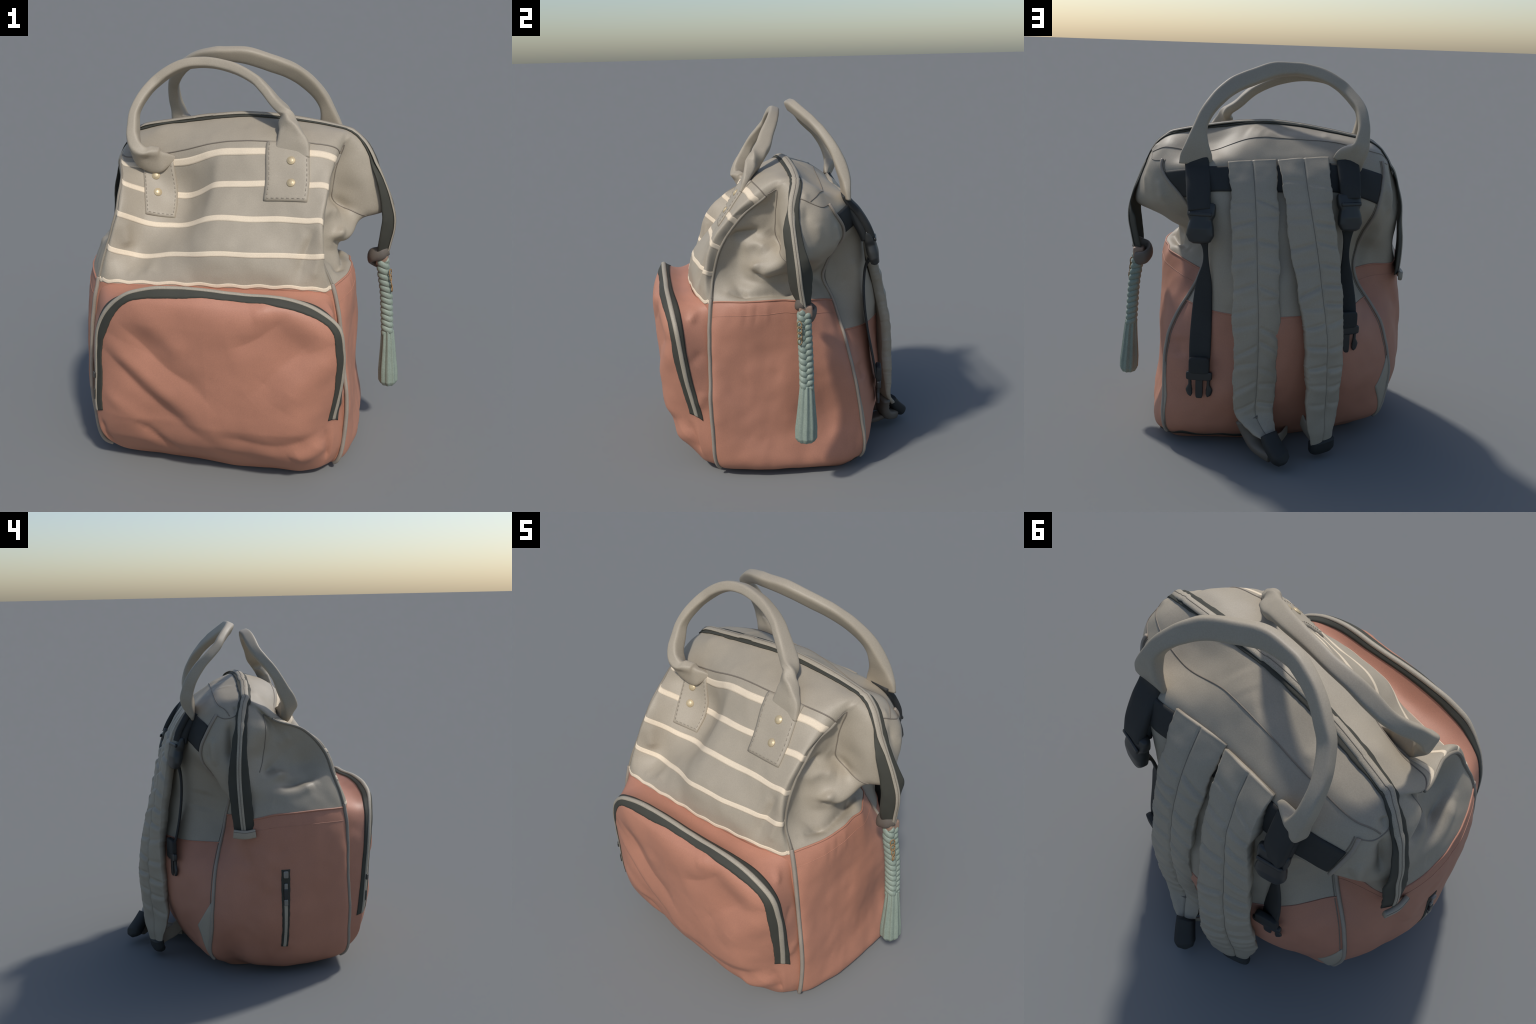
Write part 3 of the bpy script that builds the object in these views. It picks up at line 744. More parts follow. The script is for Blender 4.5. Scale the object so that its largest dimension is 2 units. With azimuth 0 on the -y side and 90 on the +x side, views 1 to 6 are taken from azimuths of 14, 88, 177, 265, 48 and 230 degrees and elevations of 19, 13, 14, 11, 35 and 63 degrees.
#        x      y      z      nx    ny  nz   front  back  curl
zip_ctrl = [
    (-0.742, 0.058, 0.875, -1.0, 0.1, 0.05, 0.058, 0.052, 0.020),
    (-0.748, 0.066, 0.96, -1.0, 0.1, 0.1, 0.062, 0.055, 0.022),
    (-0.748, 0.073, 1.06, -1.0, 0.1, 0.1, 0.062, 0.058, 0.020),
    (-0.737, 0.077, 1.165, -1.0, 0.1, 0.15, 0.056, 0.058, 0.016),
    (-0.731, 0.075, 1.265, -1.0, 0.1, 0.2, 0.048, 0.050, 0.012),
    (-0.706, 0.066, 1.366, -1.0, 0.05, 0.3, 0.040, 0.042, 0.008),
    (-0.674, 0.054, 1.480, -1.0, 0.0, 0.5, 0.036, 0.034, 0.004),
    (-0.612, 0.034, 1.567, -0.8, 0.0, 0.8, 0.034, 0.034, 0.002),
    (-0.530, 0.013, 1.618, -0.3, 0.0, 1.0, 0.036, 0.036, 0.002),
    (-0.39, 0.011, 1.638, -0.15, 0.0, 1.0, 0.038, 0.038, 0.004),
    (-0.24, 0.008, 1.664, -0.15, 0.0, 1.0, 0.038, 0.038, 0.005),
    (-0.1, 0.010, 1.684, -0.1, 0.0, 1.0, 0.038, 0.038, 0.005),
    (0.0, 0.018, 1.691, 0.0, 0.0, 1.0, 0.038, 0.038, 0.005),
    (0.12, 0.028, 1.688, 0.05, 0.0, 1.0, 0.038, 0.038, 0.005),
    (0.232, 0.040, 1.673, 0.1, 0.0, 1.0, 0.038, 0.038, 0.004),
    (0.338, 0.048, 1.663, 0.1, 0.0, 1.0, 0.038, 0.038, 0.004),
    (0.441, 0.057, 1.645, 0.2, 0.0, 1.0, 0.034, 0.036, 0.002),
    (0.525, 0.060, 1.617, 0.5, 0.0, 1.0, 0.034, 0.034, 0.002),
    (0.580, 0.052, 1.579, 0.8, 0.0, 0.7, 0.034, 0.034, 0.003),
    (0.630, 0.034, 1.515, 1.0, 0.0, 0.5, 0.036, 0.036, 0.004),
    (0.664, 0.027, 1.450, 1.0, 0.0, 0.35, 0.046, 0.038, 0.016),
    (0.697, 0.033, 1.373, 1.0, 0.0, 0.3, 0.052, 0.042, 0.028),
    (0.728, 0.041, 1.290, 1.0, -0.15, 0.2, 0.058, 0.050, 0.036),
    (0.749, 0.050, 1.205, 1.0, -0.15, 0.1, 0.062, 0.064, 0.046),
    (0.750, 0.056, 1.140, 1.0, -0.15, 0.0, 0.062, 0.064, 0.052),
    (0.738, 0.064, 1.075, 1.0, -0.15, -0.1, 0.058, 0.052, 0.048),
    (0.722, 0.076, 1.000, 1.0, -0.15, -0.1, 0.042, 0.040, 0.045),
    (0.712, 0.084, 0.965, 1.0, 0.0, -0.1, 0.030, 0.030, 0.035),
]
A, P, N, S = zip_band("main_zip", zip_ctrl, 320)
sgn = np.where(S[:, 1] > 0, 1.0, -1.0)[:, None]
S = S * sgn                                          # S points to the back (+y)
t = np.linspace(-1, 1, 13)
wid = np.where(t[None] < 0, A[:, 6:7], A[:, 7:8]) * t[None]
wid = wid + 0.003 * np.sign(t)[None] * (np.abs(t) > 0.9) * (blur(rng.normal(size=len(P)), 3) * 1.6)[:, None]
curl = A[:, 8:9] * np.abs(t)[None] ** 1.3
back_ease = np.clip((P[:, 2:3] - 1.16) / 0.08, 0, 1)          # above the free end the rear tape lies flatter on the swelling cloth
curl = np.where(t[None] > 0, curl * (1 - 0.75 * back_ease), curl)
G = P[:, None] + S[:, None] * wid[..., None] - N[:, None] * curl[..., None]
# over the ridge and the shoulders the tape lies on the cloth
from mathutils.bvhtree import BVHTree
nr, nc = BODY.shape[:2]
tree = BVHTree.FromPolygons([tuple(p) for p in BODY.reshape(-1, 3)],
                            [(i * nc + j, i * nc + (j + 1) % nc, (i + 1) * nc + (j + 1) % nc, (i + 1) * nc + j) for i in range(nr - 1) for j in range(nc)])
lie = np.clip((P[:, 2] - 1.40) / 0.08, 0, 1)
for i in range(len(P)):
    if lie[i] > 0:
        for j in range(len(t)):
            loc, nor, _, _ = tree.find_nearest(Vector(G[i, j]))
            away = Vector(G[i, j]) - loc
            n_ = nor if nor.dot(Vector(N[i])) > 0 else -nor
            G[i, j] = G[i, j] * (1 - lie[i]) + np.array(loc + n_ * 0.006) * lie[i]
P = P * (1 - lie[:, None]) + (G[:, 6] + N * 0.001) * lie[:, None]
G[1:-1] = 0.5 * G[1:-1] + 0.25 * (G[:-2] + G[2:])
GN = grid_normals(G)
if (GN * N[:, None]).sum() < 0:
    GN = -GN
put("zip_tape", slab_data(G, GN, -0.005, 0.001), TAPE, ZIP)
tc = np.linspace(-1, 1, 7)
coil_w = 0.013 + 0.008 * lie
Gc = P[:, None] + S[:, None] * (coil_w[:, None] * tc[None])[..., None] - N[:, None] * (0.004 * lie[:, None] * tc[None] ** 2)[..., None]
put("zip_teeth", slab_data(Gc, np.broadcast_to(N[:, None], Gc.shape), -0.001, 0.0045, 0.002), COIL, ZIP)
put("zip_stitch", round_tube(P + N * 0.0045, 0.0018, 6), SEAM, ZIP)
# tape of the free right end seen from inside
m = P[:, 0] > 0.73
# ------------------------------------------------------------------ right zip end: rolled cloth loop, rope braid and tassel
CHARM = bpy.data.objects.new("tassel_charm", None)
bpy.context.scene.collection.objects.link(CHARM)
CHARM.parent = ROOT
lp = path([(0.715, 0.075, 1.02), (0.690, 0.055, 1.005), (0.650, 0.060, 0.990), (0.636, 0.095, 0.968), (0.660, 0.128, 0.945), (0.70, 0.115, 0.935), (0.712, 0.09, 0.945)], 60)
put("zip_end_loop", sweep(lp, np.array([0, 0.3, 1.0]), np.linspace(0.034, 0.040, 60), 0.018, 14), LINING, CHARM)
put("zip_end_knot", rounded_box((0.030, 0.036, 0.032), (0.695, 0.088, 0.965), np.eye(3)), RUST, CHARM)
spine = path([(0.700, 0.082, 0.965), (0.703, 0.080, 0.92), (0.722, 0.082, 0.80), (0.732, 0.085, 0.68), (0.740, 0.085, 0.56)], 160)
Tt = tangents(spine)
sx = unit(np.cross(Tt, np.array([1.0, 0, 0]))); sy = np.cross(Tt, sx)
ph = np.linspace(0, 2 * math.pi * 4.2, 160)
for k in range(3):
    a = ph + k * 2 * math.pi / 3
    Q = spine + sx * (0.020 * np.sin(a))[:, None] + sy * (0.013 * np.sin(2 * a))[:, None]
    put("strand", round_tube(Q, 0.0195, 12), MINT, CHARM)
put("braid_core", round_tube(spine, 0.020, 10), MINT, CHARM)
# brush
tb = path([(0.740, 0.085, 0.575), (0.745, 0.083, 0.50), (0.750, 0.080, 0.40), (0.755, 0.077, 0.32), (0.757, 0.077, 0.278), (0.757, 0.077, 0.262)], 70)
rw = np.interp(np.linspace(0, 1, 70), [0, 0.08, 0.4, 0.72, 0.9, 0.97, 1], [0.034, 0.036, 0.045, 0.055, 0.055, 0.042, 0.012])
K = 72
ang = np.arange(K) * 2 * math.pi / K
lobes = 1 + np.linspace(0.10, 0.06, 70)[:, None] * np.cos(9 * ang + np.linspace(0, 0.6, 70)[:, None]) + 0.02 * np.cos(23 * ang)[None]
R = rw[:, None] * lobes
rg = tb[:, None] + np.stack([np.cos(ang)[None] * R * 0.88, np.sin(ang)[None] * R, 0 * R], -1)
put("tassel_brush", tube_data(rg), MINT, CHARM)
# gold chain links at the top of the braid
for k in range(4):
    c = np.array([0.742 + 0.004 * k, 0.052, 0.905 - 0.028 * k])
    a = np.linspace(0, 2 * math.pi, 19)
    L = c + np.stack([0.004 * np.cos(a + k), 0.012 * np.cos(a), 0.018 * np.sin(a)], 1)
    put("chain_link", round_tube(L, 0.003, 6), GOLD, CHARM)

# tab closing the left zip end
lt = path([(-0.752, -0.005, 0.868), (-0.758, 0.050, 0.862), (-0.745, 0.115, 0.868)], 30)
put("zip_end_tab", sweep(lt, np.array([0, 0, 1.0]), 0.024, 0.012, 16, expo=4), GREY, ZIP)
put("tab_stitch", round_tube(lt + np.array([-0.012, 0, 0.014]), 0.0018, 6), SEAM, ZIP)

# ------------------------------------------------------------------ handles
def handle(name, ctrl, folds, n=190):
    """ctrl rows: x y z, wide-direction xyz, half width, half thickness; folds crease the flared ends."""
    A = path(ctrl, n)
    k = 36
    V, F = sweep(A[:, :3], A[:, 3:6], A[:, 6], A[:, 7], k, expo=4.0)
    V = np.array(V)
    G = V[:n * k].reshape(n, k, 3)
    N = unit(G - A[:, None, :3])
    G = apply_folds(G, N, folds)
    V[:n * k] = G.reshape(-1, 3)
    V += 0.0012 * np.stack([lumps(V, 16, 11), lumps(V, 16, 12), lumps(V, 16, 13)], -1)
    return put(name, (V, F), GREY)


handle("handle", [
    (0.285, -0.225, 1.530, 1, 0, 0.05, 0.083, 0.012),
    (0.280, -0.205, 1.575, 1, 0, 0.05, 0.082, 0.018),
    (0.268, -0.180, 1.625, 1, -0.1, 0.05, 0.062, 0.030),
    (0.246, -0.152, 1.680, 0.8, -0.6, 0.1, 0.042, 0.034),
    (0.218, -0.116, 1.733, 0.2, -1, -0.1, 0.042, 0.025),
    (0.165, -0.089, 1.775, 0.0, -1, 0.1, 0.042, 0.024),
    (0.117, -0.071, 1.821, 0.0, -1, 0.2, 0.039, 0.024),
    (0.058, -0.048, 1.865, 0.0, -1, 0.3, 0.035, 0.024),
    (-0.039, -0.027, 1.907, 0.0, -1, 0.35, 0.031, 0.025),
    (-0.125, -0.018, 1.926, 0.0, -1, 0.35, 0.028, 0.025),
    (-0.195, -0.013, 1.932, 0.0, -1, 0.35, 0.028, 0.025),
    (-0.290, -0.022, 1.922, 0.0, -1, 0.35, 0.030, 0.025),
    (-0.373, -0.037, 1.886, 0.0, -1, 0.3, 0.032, 0.025),
    (-0.435, -0.058, 1.840, 0.0, -1, 0.3, 0.029, 0.025),
    (-0.472, -0.092, 1.797, 0.0, -1, 0.3, 0.028, 0.024),
    (-0.499, -0.135, 1.745, 0.0, -1, 0.3, 0.028, 0.023),
    (-0.513, -0.166, 1.696, 0.0, -1, 0.3, 0.029, 0.023),
    (-0.510, -0.195, 1.636, 0.0, -1, 0.3, 0.036, 0.026),
    (-0.500, -0.224, 1.580, 0.2, -1, 0.3, 0.040, 0.030),
    (-0.472, -0.237, 1.525, 0.4, -0.7, 0.5, 0.050, 0.034),
    (-0.430, -0.225, 1.494, 0.5, -0.3, 0.85, 0.064, 0.032),
    (-0.385, -0.208, 1.480, 0.35, -0.1, 0.95, 0.064, 0.028),
    (-0.350, -0.196, 1.482, 0.25, 0.1, 1.0, 0.040, 0.018),
    (-0.322, -0.180, 1.488, 0.2, 0.1, 1.0, 0.018, 0.010),
    (-0.305, -0.172, 1.490, 0.2, 0.1, 1.0, 0.004, 0.004),
], [([(0.238, -0.19, 1.70), (0.225, -0.24, 1.57)], 0.011, -0.010), ([(0.268, -0.20, 1.67), (0.315, -0.24, 1.57)], 0.011, -0.010),
    ([(0.20, -0.23, 1.572), (0.28, -0.245, 1.560), (0.36, -0.225, 1.572)], 0.016, -0.012), ([(0.29, -0.21, 1.63), (0.335, -0.225, 1.585)], 0.012, 0.006),
    ([(-0.49, -0.26, 1.57), (-0.42, -0.265, 1.50), (-0.36, -0.22, 1.49)], 0.014, -0.012), ([(-0.515, -0.24, 1.60), (-0.47, -0.28, 1.50)], 0.012, 0.006)])
handle("handle", [
    (0.375, 0.338, 1.490, 1, 0.1, 0, 0.085, 0.014),
    (0.374, 0.338, 1.535, 1, 0.05, 0, 0.080, 0.020),
    (0.370, 0.334, 1.590, 1, 0.05, 0.1, 0.060, 0.028),
    (0.360, 0.318, 1.655, 1, 0, 0.2, 0.040, 0.032),
    (0.330, 0.288, 1.737, 0.9, -0.2, 0.4, 0.033, 0.029),
    (0.262, 0.232, 1.824, 0.7, -0.3, 0.7, 0.038, 0.026),
    (0.196, 0.184, 1.877, 0.5, -0.35, 0.85, 0.041, 0.025),
    (0.108, 0.141, 1.916, 0.3, -0.4, 0.9, 0.042, 0.025),
    (-0.028, 0.088, 1.961, 0.1, -0.4, 0.9, 0.040, 0.026),
    (-0.115, 0.077, 1.965, 0, -0.4, 0.9, 0.034, 0.026),
    (-0.172, 0.080, 1.963, -0.2, -0.4, 0.9, 0.034, 0.026),
    (-0.263, 0.102, 1.943, -0.4, -0.35, 0.85, 0.033, 0.023),
    (-0.342, 0.137, 1.904, -0.6, -0.3, 0.7, 0.031, 0.024),
    (-0.393, 0.167, 1.862, -0.8, -0.3, 0.5, 0.030, 0.025),
    (-0.429, 0.208, 1.822, -0.9, -0.3, 0.4, 0.029, 0.026),
    (-0.458, 0.258, 1.774, -1, -0.2, 0.2, 0.028, 0.028),
    (-0.470, 0.305, 1.707, -1, 0.0, 0.1, 0.030, 0.032),
    (-0.463, 0.333, 1.639, -1, 0.1, -0.2, 0.036, 0.035),
    (-0.446, 0.338, 1.580, -0.9, 0.2, -0.5, 0.052, 0.034),
    (-0.410, 0.318, 1.535, -0.9, 0.1, -0.4, 0.076, 0.022),
    (-0.390, 0.308, 1.500, -1, 0.1, -0.2, 0.078, 0.012),
], [([(0.355, 0.345, 1.66), (0.335, 0.36, 1.55)], 0.012, -0.009), ([(0.38, 0.35, 1.62), (0.42, 0.35, 1.54)], 0.012, -0.009),
    ([(-0.47, 0.37, 1.62), (-0.42, 0.36, 1.56), (-0.37, 0.32, 1.53)], 0.014, -0.012), ([(-0.45, 0.30, 1.62), (-0.40, 0.29, 1.56)], 0.012, -0.008)])
# sewn-on handle patches with stitches and rivets
def handle_patch(ua, ub, va, vb, skew, rivets):
    uu, vv = np.linspace(ua, ub, 15), np.linspace(va, vb, 22)
    U = uu[None, :] + skew * (vv[:, None] - va)
    W = np.broadcast_to(vv[:, None], U.shape) 
    P, N = surf(U, W)
    p = put("handle_patch", slab_data(P, N, -0.004, 0.010, 0.004), GREY)
    st = []
    i, j = 1, 1
    rim = [(a, 1) for a in range(20, 0, -1)] + [(1, b) for b in range(1, 14)] + [(a, 13) for a in range(1, 21)]
    L = np.array([P[a, b] + N[a, b] * 0.0105 for a, b in rim])
    L = resample(L, 180)
    for k in range(0, 178, 6):
        st.append(round_tube(L[k:k + 4], 0.0018, 5))
    put("patch_stitch", join_parts(st), STITCH, p, stuff=True)
    for c in rivets:
        c = np.array(c, float)
        d = ((P - c) ** 2).sum(-1)
        a, b = np.unravel_index(d.argmin(), d.shape)
        n = N[a, b]; q = P[a, b] + n * 0.010
        sx_ = unit(np.cross(n, [0, 0, 1.0])); sy_ = np.cross(n, sx_)
        rr = []
        for rad, h in ((0.020, -0.004), (0.020, 0.0025), (0.0185, 0.0045), (0.0145, 0.0050), (0.0125, 0.0072), (0.007, 0.0085), (0.001, 0.0088)):
            aa = np.arange(20) * 2 * math.pi / 20
            rr.append(q + n * h + rad * (np.cos(aa)[:, None] * sx_ + np.sin(aa)[:, None] * sy_))
        put("rivet", tube_data(np.stack(rr)), RIVET, p)


handle_patch(4.96, 5.98, 6.50, 8.0, -0.03, [(0.28, -0.236, 1.514), (0.293, -0.306, 1.425)])
handle_patch(1.97, 2.85, 6.25, 7.80, -0.06, [(-0.403, -0.18, 1.391), (-0.38, -0.241, 1.32)])

# ------------------------------------------------------------------ back: black webbing band, straps, buckles
uu = np.linspace(RB + 0.06, LB - 0.06, 120)
lo_v, hi_v = 7.02, 7.84
vv = np.linspace(0, 1, 12)
U = np.broadcast_to(uu[None], (12, 120))
W = lo_v + (hi_v - lo_v) * vv[:, None] + 0 * uu[None]
P, N = surf(U, W)
put("webbing_band", slab_data(P, N, -0.002, 0.008, 0.002), BLACK)


def padded_strap(name, stations, creases, n=220, thick=0.062):
    """stations: (left edge, stitched middle, right edge) across the outer face. Two padded halves, stitched groove, slanting creases."""
    st = np.array(stations, float)                       # (k, 3, 3)
    Q = spline(st, 20)
    s_ = np.concatenate([[0], np.cumsum(np.linalg.norm(np.diff(Q[:, 1], axis=0), axis=1))])
    t = np.linspace(0, s_[-1], n)
    Q = np.stack([np.stack([np.interp(t, s_, Q[:, i, k]) for k in range(3)], -1) for i in range(3)], 1)
    a = np.linspace(-1, 1, 41)
    la, lm, lr = a * (a - 1) / 2, 1 - a * a, a * (a + 1) / 2
    mid = Q[:, 1] - 0.0 * Q[:, 0]
    X = Q[:, 0][:, None] * la[None, :, None] + mid[:, None] * lm[None, :, None] + Q[:, 2][:, None] * lr[None, :, None]
    wob = (blur(rng.normal(size=n), 5) * 0.010)[:, None] * np.abs(a)[None] ** 3
    X = X + unit(Q[:, 2] - Q[:, 0])[:, None] * (wob * np.sign(a)[None])[..., None]
    N = grid_normals(X)
    if N[..., 1].mean() < 0:
        N = -N
    L = t[:, None]
    fadeL = np.clip(L / 0.14, 0.1, 1)
    pad = 0.006 * (1 - (2 * np.abs(a)[None] - 1) ** 2) * fadeL - 0.005 * np.exp(-(a / 0.035) ** 2)[None]
    crease = np.zeros((n, 41))
    for pos, side, slant, depth in creases:
        c = pos + slant * np.abs(a)[None]
        m = (a * side > 0.02) * np.clip((np.abs(a) - 0.02) / 0.1, 0, 1)
        crease += m * depth * (-np.exp(-((L - c) / 0.010) ** 2) + 0.7 * np.exp(-((L - c - 0.026) / 0.02) ** 2))
    rim = (1 - np.abs(a)[None] ** 14)
    up = X + N * ((pad + crease + lumps(X, 14, 21) * 0.004) * rim)[..., None]
    th = thick * np.clip(L / 0.12, 0.5, 1) * np.clip((t[-1] - L) / 0.35, 0.35, 1)
    inset = (Q[:, 1][:, None] - X) * 0.05
    dn = X + inset - N * (th * (0.85 + 0.15 * (1 - np.abs(a)[None] ** 4)))[..., None]
    rings = np.concatenate([up, dn[:, ::-1]], 1)
    o = put(name, tube_data(rings), GREY)
    put("strap_stitch", round_tube(up[3:-2, 20] + N[3:-2, 20] * 0.0004, 0.0020, 6), SEAM, o)
    return o


crA = [(0.22 + 0.105 * i + random.uniform(-0.02, 0.02), sd, random.uniform(-0.02, 0.05), random.uniform(0.004, 0.009)) for i in range(11) for sd in (-1, 1)]
crB = [(0.14 + 0.105 * i + random.uniform(-0.02, 0.02), sd, random.uniform(-0.02, 0.05), random.uniform(0.004, 0.010)) for i in range(12) for sd in (-1, 1)]
padded_strap("shoulder_strap", [
    ((-0.030, 0.302, 1.522), (0.090, 0.326, 1.517), (0.211, 0.343, 1.507)),
    ((-0.036, 0.352, 1.455), (0.082, 0.378, 1.450), (0.205, 0.390, 1.440)),
    ((-0.043, 0.398, 1.376), (0.075, 0.425, 1.382), (0.198, 0.430, 1.370)),
    ((-0.047, 0.472, 1.230), (0.064, 0.499, 1.232), (0.189, 0.488, 1.240)),
    ((-0.053, 0.527, 1.080), (0.057, 0.549, 1.077), (0.182, 0.540, 1.080)),
    ((-0.060, 0.567, 0.920), (0.050, 0.586, 0.920), (0.174, 0.580, 0.920)),
    ((-0.062, 0.581, 0.810), (0.044, 0.605, 0.808), (0.172, 0.604, 0.810)),
    ((-0.062, 0.580, 0.620), (0.039, 0.612, 0.638), (0.164, 0.630, 0.622)),
    ((-0.057, 0.573, 0.480), (0.039, 0.613, 0.499), (0.164, 0.632, 0.488)),
    ((-0.053, 0.566, 0.350), (0.041, 0.602, 0.364), (0.156, 0.634, 0.354)),
    ((-0.047, 0.575, 0.255), (0.042, 0.600, 0.252), (0.148, 0.632, 0.260)),
    ((-0.062, 0.612, 0.185), (0.008, 0.640, 0.188), (0.085, 0.662, 0.195)),
    ((-0.065, 0.655, 0.140), (-0.030, 0.675, 0.145), (0.012, 0.692, 0.140)),
], crA)
padded_strap("shoulder_strap", [
    ((-0.293, 0.306, 1.542), (-0.170, 0.314, 1.534), (-0.043, 0.314, 1.520)),
    ((-0.303, 0.372, 1.475), (-0.178, 0.360, 1.475), (-0.052, 0.360, 1.470)),
    ((-0.312, 0.420, 1.400), (-0.188, 0.402, 1.405), (-0.062, 0.402, 1.405)),
    ((-0.325, 0.455, 1.280), (-0.211, 0.472, 1.278), (-0.080, 0.460, 1.288)),
    ((-0.347, 0.483, 1.120), (-0.240, 0.514, 1.119), (-0.106, 0.520, 1.117)),
    ((-0.365, 0.503, 1.000), (-0.259, 0.542, 1.005), (-0.131, 0.560, 1.006)),
    ((-0.380, 0.520, 0.860), (-0.280, 0.575, 0.862), (-0.165, 0.612, 0.850)),
    ((-0.393, 0.530, 0.700), (-0.305, 0.600, 0.690), (-0.194, 0.646, 0.704)),
    ((-0.397, 0.525, 0.550), (-0.312, 0.607, 0.570), (-0.208, 0.662, 0.576)),
    ((-0.396, 0.517, 0.400), (-0.316, 0.602, 0.417), (-0.219, 0.667, 0.443)),
    ((-0.389, 0.505, 0.270), (-0.314, 0.590, 0.272), (-0.216, 0.655, 0.300)),
    ((-0.370, 0.530, 0.160), (-0.316, 0.588, 0.150), (-0.232, 0.640, 0.160)),
    ((-0.365, 0.545, 0.085), (-0.310, 0.585, 0.080), (-0.242, 0.622, 0.088)),
], crB)
tipA = path([(-0.022, 0.655, 0.165), (-0.050, 0.688, 0.115), (-0.085, 0.722, 0.072), (-0.112, 0.740, 0.048)], 30)
put("strap_end", sweep(tipA, np.array([0.85, 0.5, 0.0]), np.interp(np.linspace(0, 1, 30), [0, 0.75, 0.93, 1], [0.046, 0.052, 0.040, 0.010]), np.interp(np.linspace(0, 1, 30), [0, 0.8, 1], [0.030, 0.036, 0.012]), 20, expo=3), BLACK)
tipB = path([(-0.303, 0.578, 0.10), (-0.304, 0.570, 0.06), (-0.304, 0.560, 0.04), (-0.304, 0.555, 0.025)], 24)
put("strap_end", sweep(tipB, np.array([1.0, 0.45, 0.0]), np.interp(np.linspace(0, 1, 24), [0, 0.6, 0.9, 1], [0.072, 0.070, 0.052, 0.012]), np.interp(np.linspace(0, 1, 24), [0, 0.8, 1], [0.030, 0.030, 0.008]), 20, expo=3), BLACK)
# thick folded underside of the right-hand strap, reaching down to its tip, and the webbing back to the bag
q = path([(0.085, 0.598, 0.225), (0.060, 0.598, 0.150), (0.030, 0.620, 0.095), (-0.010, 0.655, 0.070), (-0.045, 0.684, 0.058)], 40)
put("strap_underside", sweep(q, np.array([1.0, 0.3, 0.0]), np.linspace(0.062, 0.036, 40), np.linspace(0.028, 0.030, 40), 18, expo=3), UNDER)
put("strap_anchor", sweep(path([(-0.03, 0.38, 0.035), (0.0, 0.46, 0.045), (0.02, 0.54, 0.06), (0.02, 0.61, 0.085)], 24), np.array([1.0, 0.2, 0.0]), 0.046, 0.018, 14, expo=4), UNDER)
# lower webbing that joins strap end and bag
put("strap_anchor", sweep(path([(-0.20, 0.42, 0.16), (-0.225, 0.47, 0.12), (-0.26, 0.53, 0.10), (-0.30, 0.56, 0.09)], 20), np.array([0, 0.2, 1.0]), 0.040, 0.006, 12, expo=4), GREY)
put("strap_anchor", sweep(path([(-0.13, 0.42, 0.08), (-0.10, 0.50, 0.08), (-0.07, 0.58, 0.10), (-0.03, 0.65, 0.13)], 20), np.array([0, 0.2, 1.0]), 0.030, 0.006, 12, expo=4), GREY)


def buckle_set(upper, buckle, size, lower, prong, pn, sx_):
    """Adjuster strap: webbing, side release buckle, hanging webbing and its pronged half."""
    B = bpy.data.objects.new("buckle_strap", None)
    bpy.context.scene.collection.objects.link(B)
    B.parent = ROOT
    A = path(upper, 40)
    put("webbing", sweep(A[:, :3], np.array([1.0, -0.1, 0]), A[:, 3], 0.020, 14, expo=5), BLACK, B)
    put("webbing_fold", sweep(A[4:, :3] + np.array([0, -0.034, -0.012]), np.array([1.0, -0.1, 0]), A[4:, 3] * 0.92, 0.026, 14, expo=4), BLACK, B)
    c, ax = np.array(buckle, float), unit(np.array(sx_, float))
    up = unit(np.array([0, -0.25, 1.0]))
    nn = unit(np.cross(up, ax)); nn = nn * (1 if nn[1] > 0 else -1)
    up = np.cross(nn, ax); up = up * (1 if up[2] > 0 else -1)
    w, h, d = size
    zz = np.linspace(-h, h, 40)
    wid = w * np.interp(zz / h, [-1, -0.9, -0.6, -0.2, 0.15, 0.4, 0.8, 0.95, 1], [0.45, 0.75, 0.98, 0.92, 0.80, 0.98, 1.0, 0.95, 0.8])
    thk = d * np.interp(zz / h, [-1, -0.9, -0.3, 0.5, 0.9, 1], [0.3, 0.7, 1.0, 0.9, 0.7, 0.4])
    put("buckle", sweep(c + zz[:, None] * up, ax, wid, thk, 24, expo=3.2), PLASTIC, B)
    put("buckle", sweep(np.array([c + up * (0.42 * h) + nn * d * 0.95 + ax * t for t in np.linspace(-w * 0.8, w * 0.8, 12)]), up, 0.010, 0.006, 10, expo=3), PLASTIC, B)
    A = path(lower, 70)
    put("webbing", sweep(A[:, :3], np.array([1.0, -0.1, 0]), A[:, 3], 0.007, 14, expo=5), BLACK, B)
    q = np.array(prong, float)
    dn = np.array([0, 0.0, -1.0])
    px = unit(np.array(pn, float))
    pnrm = np.cross(px, dn); pnrm = pnrm * (1 if pnrm[1] > 0 else -1)
    put("webbing_fold", rounded_box((0.054, 0.045, 0.016), q - dn * 0.055 + pnrm * 0.004, [px, dn, pnrm]), BLACK, B)
    put("buckle_bar", rounded_box((0.068, 0.024, 0.013), q + pnrm * 0.004, [px, dn, pnrm]), PLASTIC, B)
    put("buckle_prong", rounded_box((0.019, 0.060, 0.009), q + dn * 0.065, [px, dn, pnrm]), PLASTIC, B)
    for sd in (-1, 1):
        L = path([q + px * sd * 0.050 + dn * 0.01, q + px * sd * 0.048 + dn * 0.05, q + px * sd * 0.052 + dn * 0.085, q + px * sd * 0.044 + dn * 0.115], 24)
        put("buckle_prong", sweep(L, px, np.interp(np.linspace(0, 1, 24), [0, 0.4, 0.65, 0.9, 1], [0.008, 0.009, 0.018, 0.014, 0.004]), 0.009, 10), PLASTIC, B)


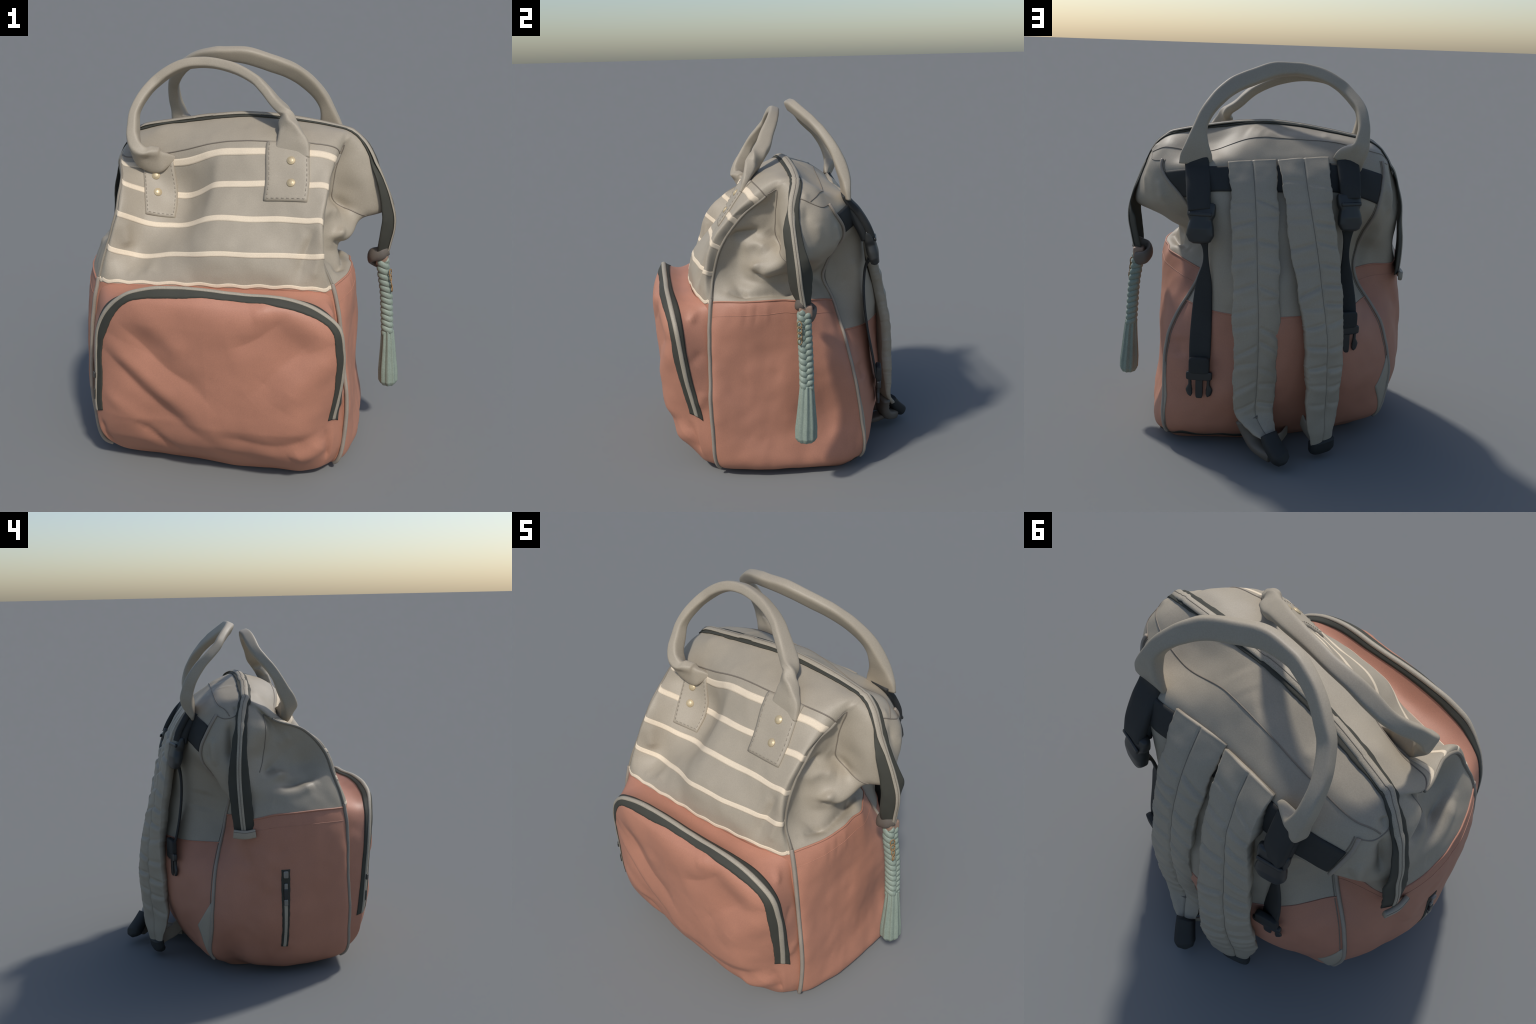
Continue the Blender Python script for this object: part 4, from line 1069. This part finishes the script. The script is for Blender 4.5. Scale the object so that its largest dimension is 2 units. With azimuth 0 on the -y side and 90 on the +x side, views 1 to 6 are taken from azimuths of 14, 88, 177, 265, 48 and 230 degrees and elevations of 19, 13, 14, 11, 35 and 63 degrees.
buckle_set([(0.372, 0.332, 1.520, 0.062), (0.368, 0.345, 1.485, 0.062), (0.360, 0.402, 1.42, 0.062), (0.353, 0.458, 1.33, 0.060), (0.347, 0.480, 1.28, 0.056)],
           (0.340, 0.482, 1.215), (0.072, 0.102, 0.034),
           [(0.332, 0.475, 1.15, 0.045), (0.320, 0.455, 1.10, 0.018), (0.314, 0.446, 1.02, 0.014), (0.322, 0.446, 0.90, 0.040), (0.330, 0.464, 0.74, 0.052), (0.336, 0.496, 0.56, 0.056), (0.337, 0.512, 0.46, 0.052)],
           (0.337, 0.522, 0.425), (1, -0.12, 0), (1, -0.15, 0))
buckle_set([(-0.395, 0.315, 1.525, 0.056), (-0.402, 0.355, 1.46, 0.056), (-0.407, 0.388, 1.40, 0.054), (-0.409, 0.405, 1.345, 0.050)],
           (-0.407, 0.410, 1.275), (0.066, 0.096, 0.032),
           [(-0.405, 0.405, 1.21, 0.040), (-0.405, 0.392, 1.14, 0.022), (-0.402, 0.390, 1.05, 0.018), (-0.408, 0.402, 0.92, 0.036), (-0.415, 0.424, 0.80, 0.048), (-0.418, 0.450, 0.70, 0.050)],
           (-0.418, 0.457, 0.665), (1, 0.35, 0), (1, 0.35, 0))

# triangular grey tabs at the lower back corners, dark scuffs at the bottom corner
def corner_tab(col, inward, v_top, v_mid, v_bot, wide):
    n = 16
    vv = np.linspace(v_bot, v_top, n)
    wd = np.interp(vv, [v_bot, v_mid, v_top], [0.02, wide, 0.05])
    t = np.linspace(0, 1, 7)
    U = col + inward * wd[:, None] * t[None]
    P, N = surf(U, np.broadcast_to(vv[:, None], U.shape))
    put("corner_tab", slab_data(P, N, -0.003, 0.006, 0.002), GREY)


corner_tab(LB, -1, 2.45, 1.9, 0.85, 0.42)
corner_tab(RB, 1, 2.5, 1.9, 1.0, 0.14)
uu = np.linspace(RB - 0.55, RB + 2.4, 70)
put("bottom_trim", strip(uu, 0.62 + 0.1 * np.sin(uu * 7), ("v", 0.14 + 0.06 * np.sin(uu * 5.3)), -0.003, 0.0025), TAPE)

# ------------------------------------------------------------------ side pocket zip on the left wall
def nearest_uv(p, u0, u1, v0, v1):
    U, W = np.meshgrid(np.linspace(u0, u1, 160), np.linspace(v0, v1, 160))
    P, _ = surf(U, W)
    k = ((P - np.array(p)) ** 2).sum(-1).argmin()
    return U.reshape(-1)[k], W.reshape(-1)[k]


SZ = bpy.data.objects.new("side_zip", None)
bpy.context.scene.collection.objects.link(SZ)
SZ.parent = ROOT
ua, va = nearest_uv((-0.78, -0.165, 0.66), LB + 2, NC, 1, 4)
ub, vb = nearest_uv((-0.77, -0.155, 0.20), LB + 2, NC, 1, 4)
tt = np.linspace(0, 1, 60)
U, W = ua + (ub - ua) * tt, va + (vb - va) * tt
put("side_zip_tape", strip(U, W, ("u", 0.28 + 0.016 * blur(rng.normal(size=60), 1)), -0.003, 0.003), TAPE, SZ)
put("side_zip_teeth", strip(U[22:], W[22:], ("u", 0.12), -0.001, 0.006), COIL, SZ)
for f, sz in ((0.05, (0.014, 0.020, 0.008)), (0.20, (0.010, 0.022, 0.006)), (0.38, (0.011, 0.018, 0.007))):
    P, N = surf(np.array([ua + (ub - ua) * f]), np.array([va + (vb - va) * f]))
    n = N[0]
    put("zip_pull", rounded_box(sz, P[0] + n * 0.008, [unit(np.cross([0, 0, 1.0], n)), np.cross(n, unit(np.cross([0, 0, 1.0], n))), n]), METAL, SZ)
P, N = surf(np.array([ua + (ub - ua) * 0.28]), np.array([va + (vb - va) * 0.28]))
n = N[0]
put("zip_pull", rounded_box((0.012, 0.030, 0.006), P[0] + n * 0.010, [unit(np.cross([0, 0, 1.0], n)), np.cross(n, unit(np.cross([0, 0, 1.0], n))), n]), PLASTIC, SZ)
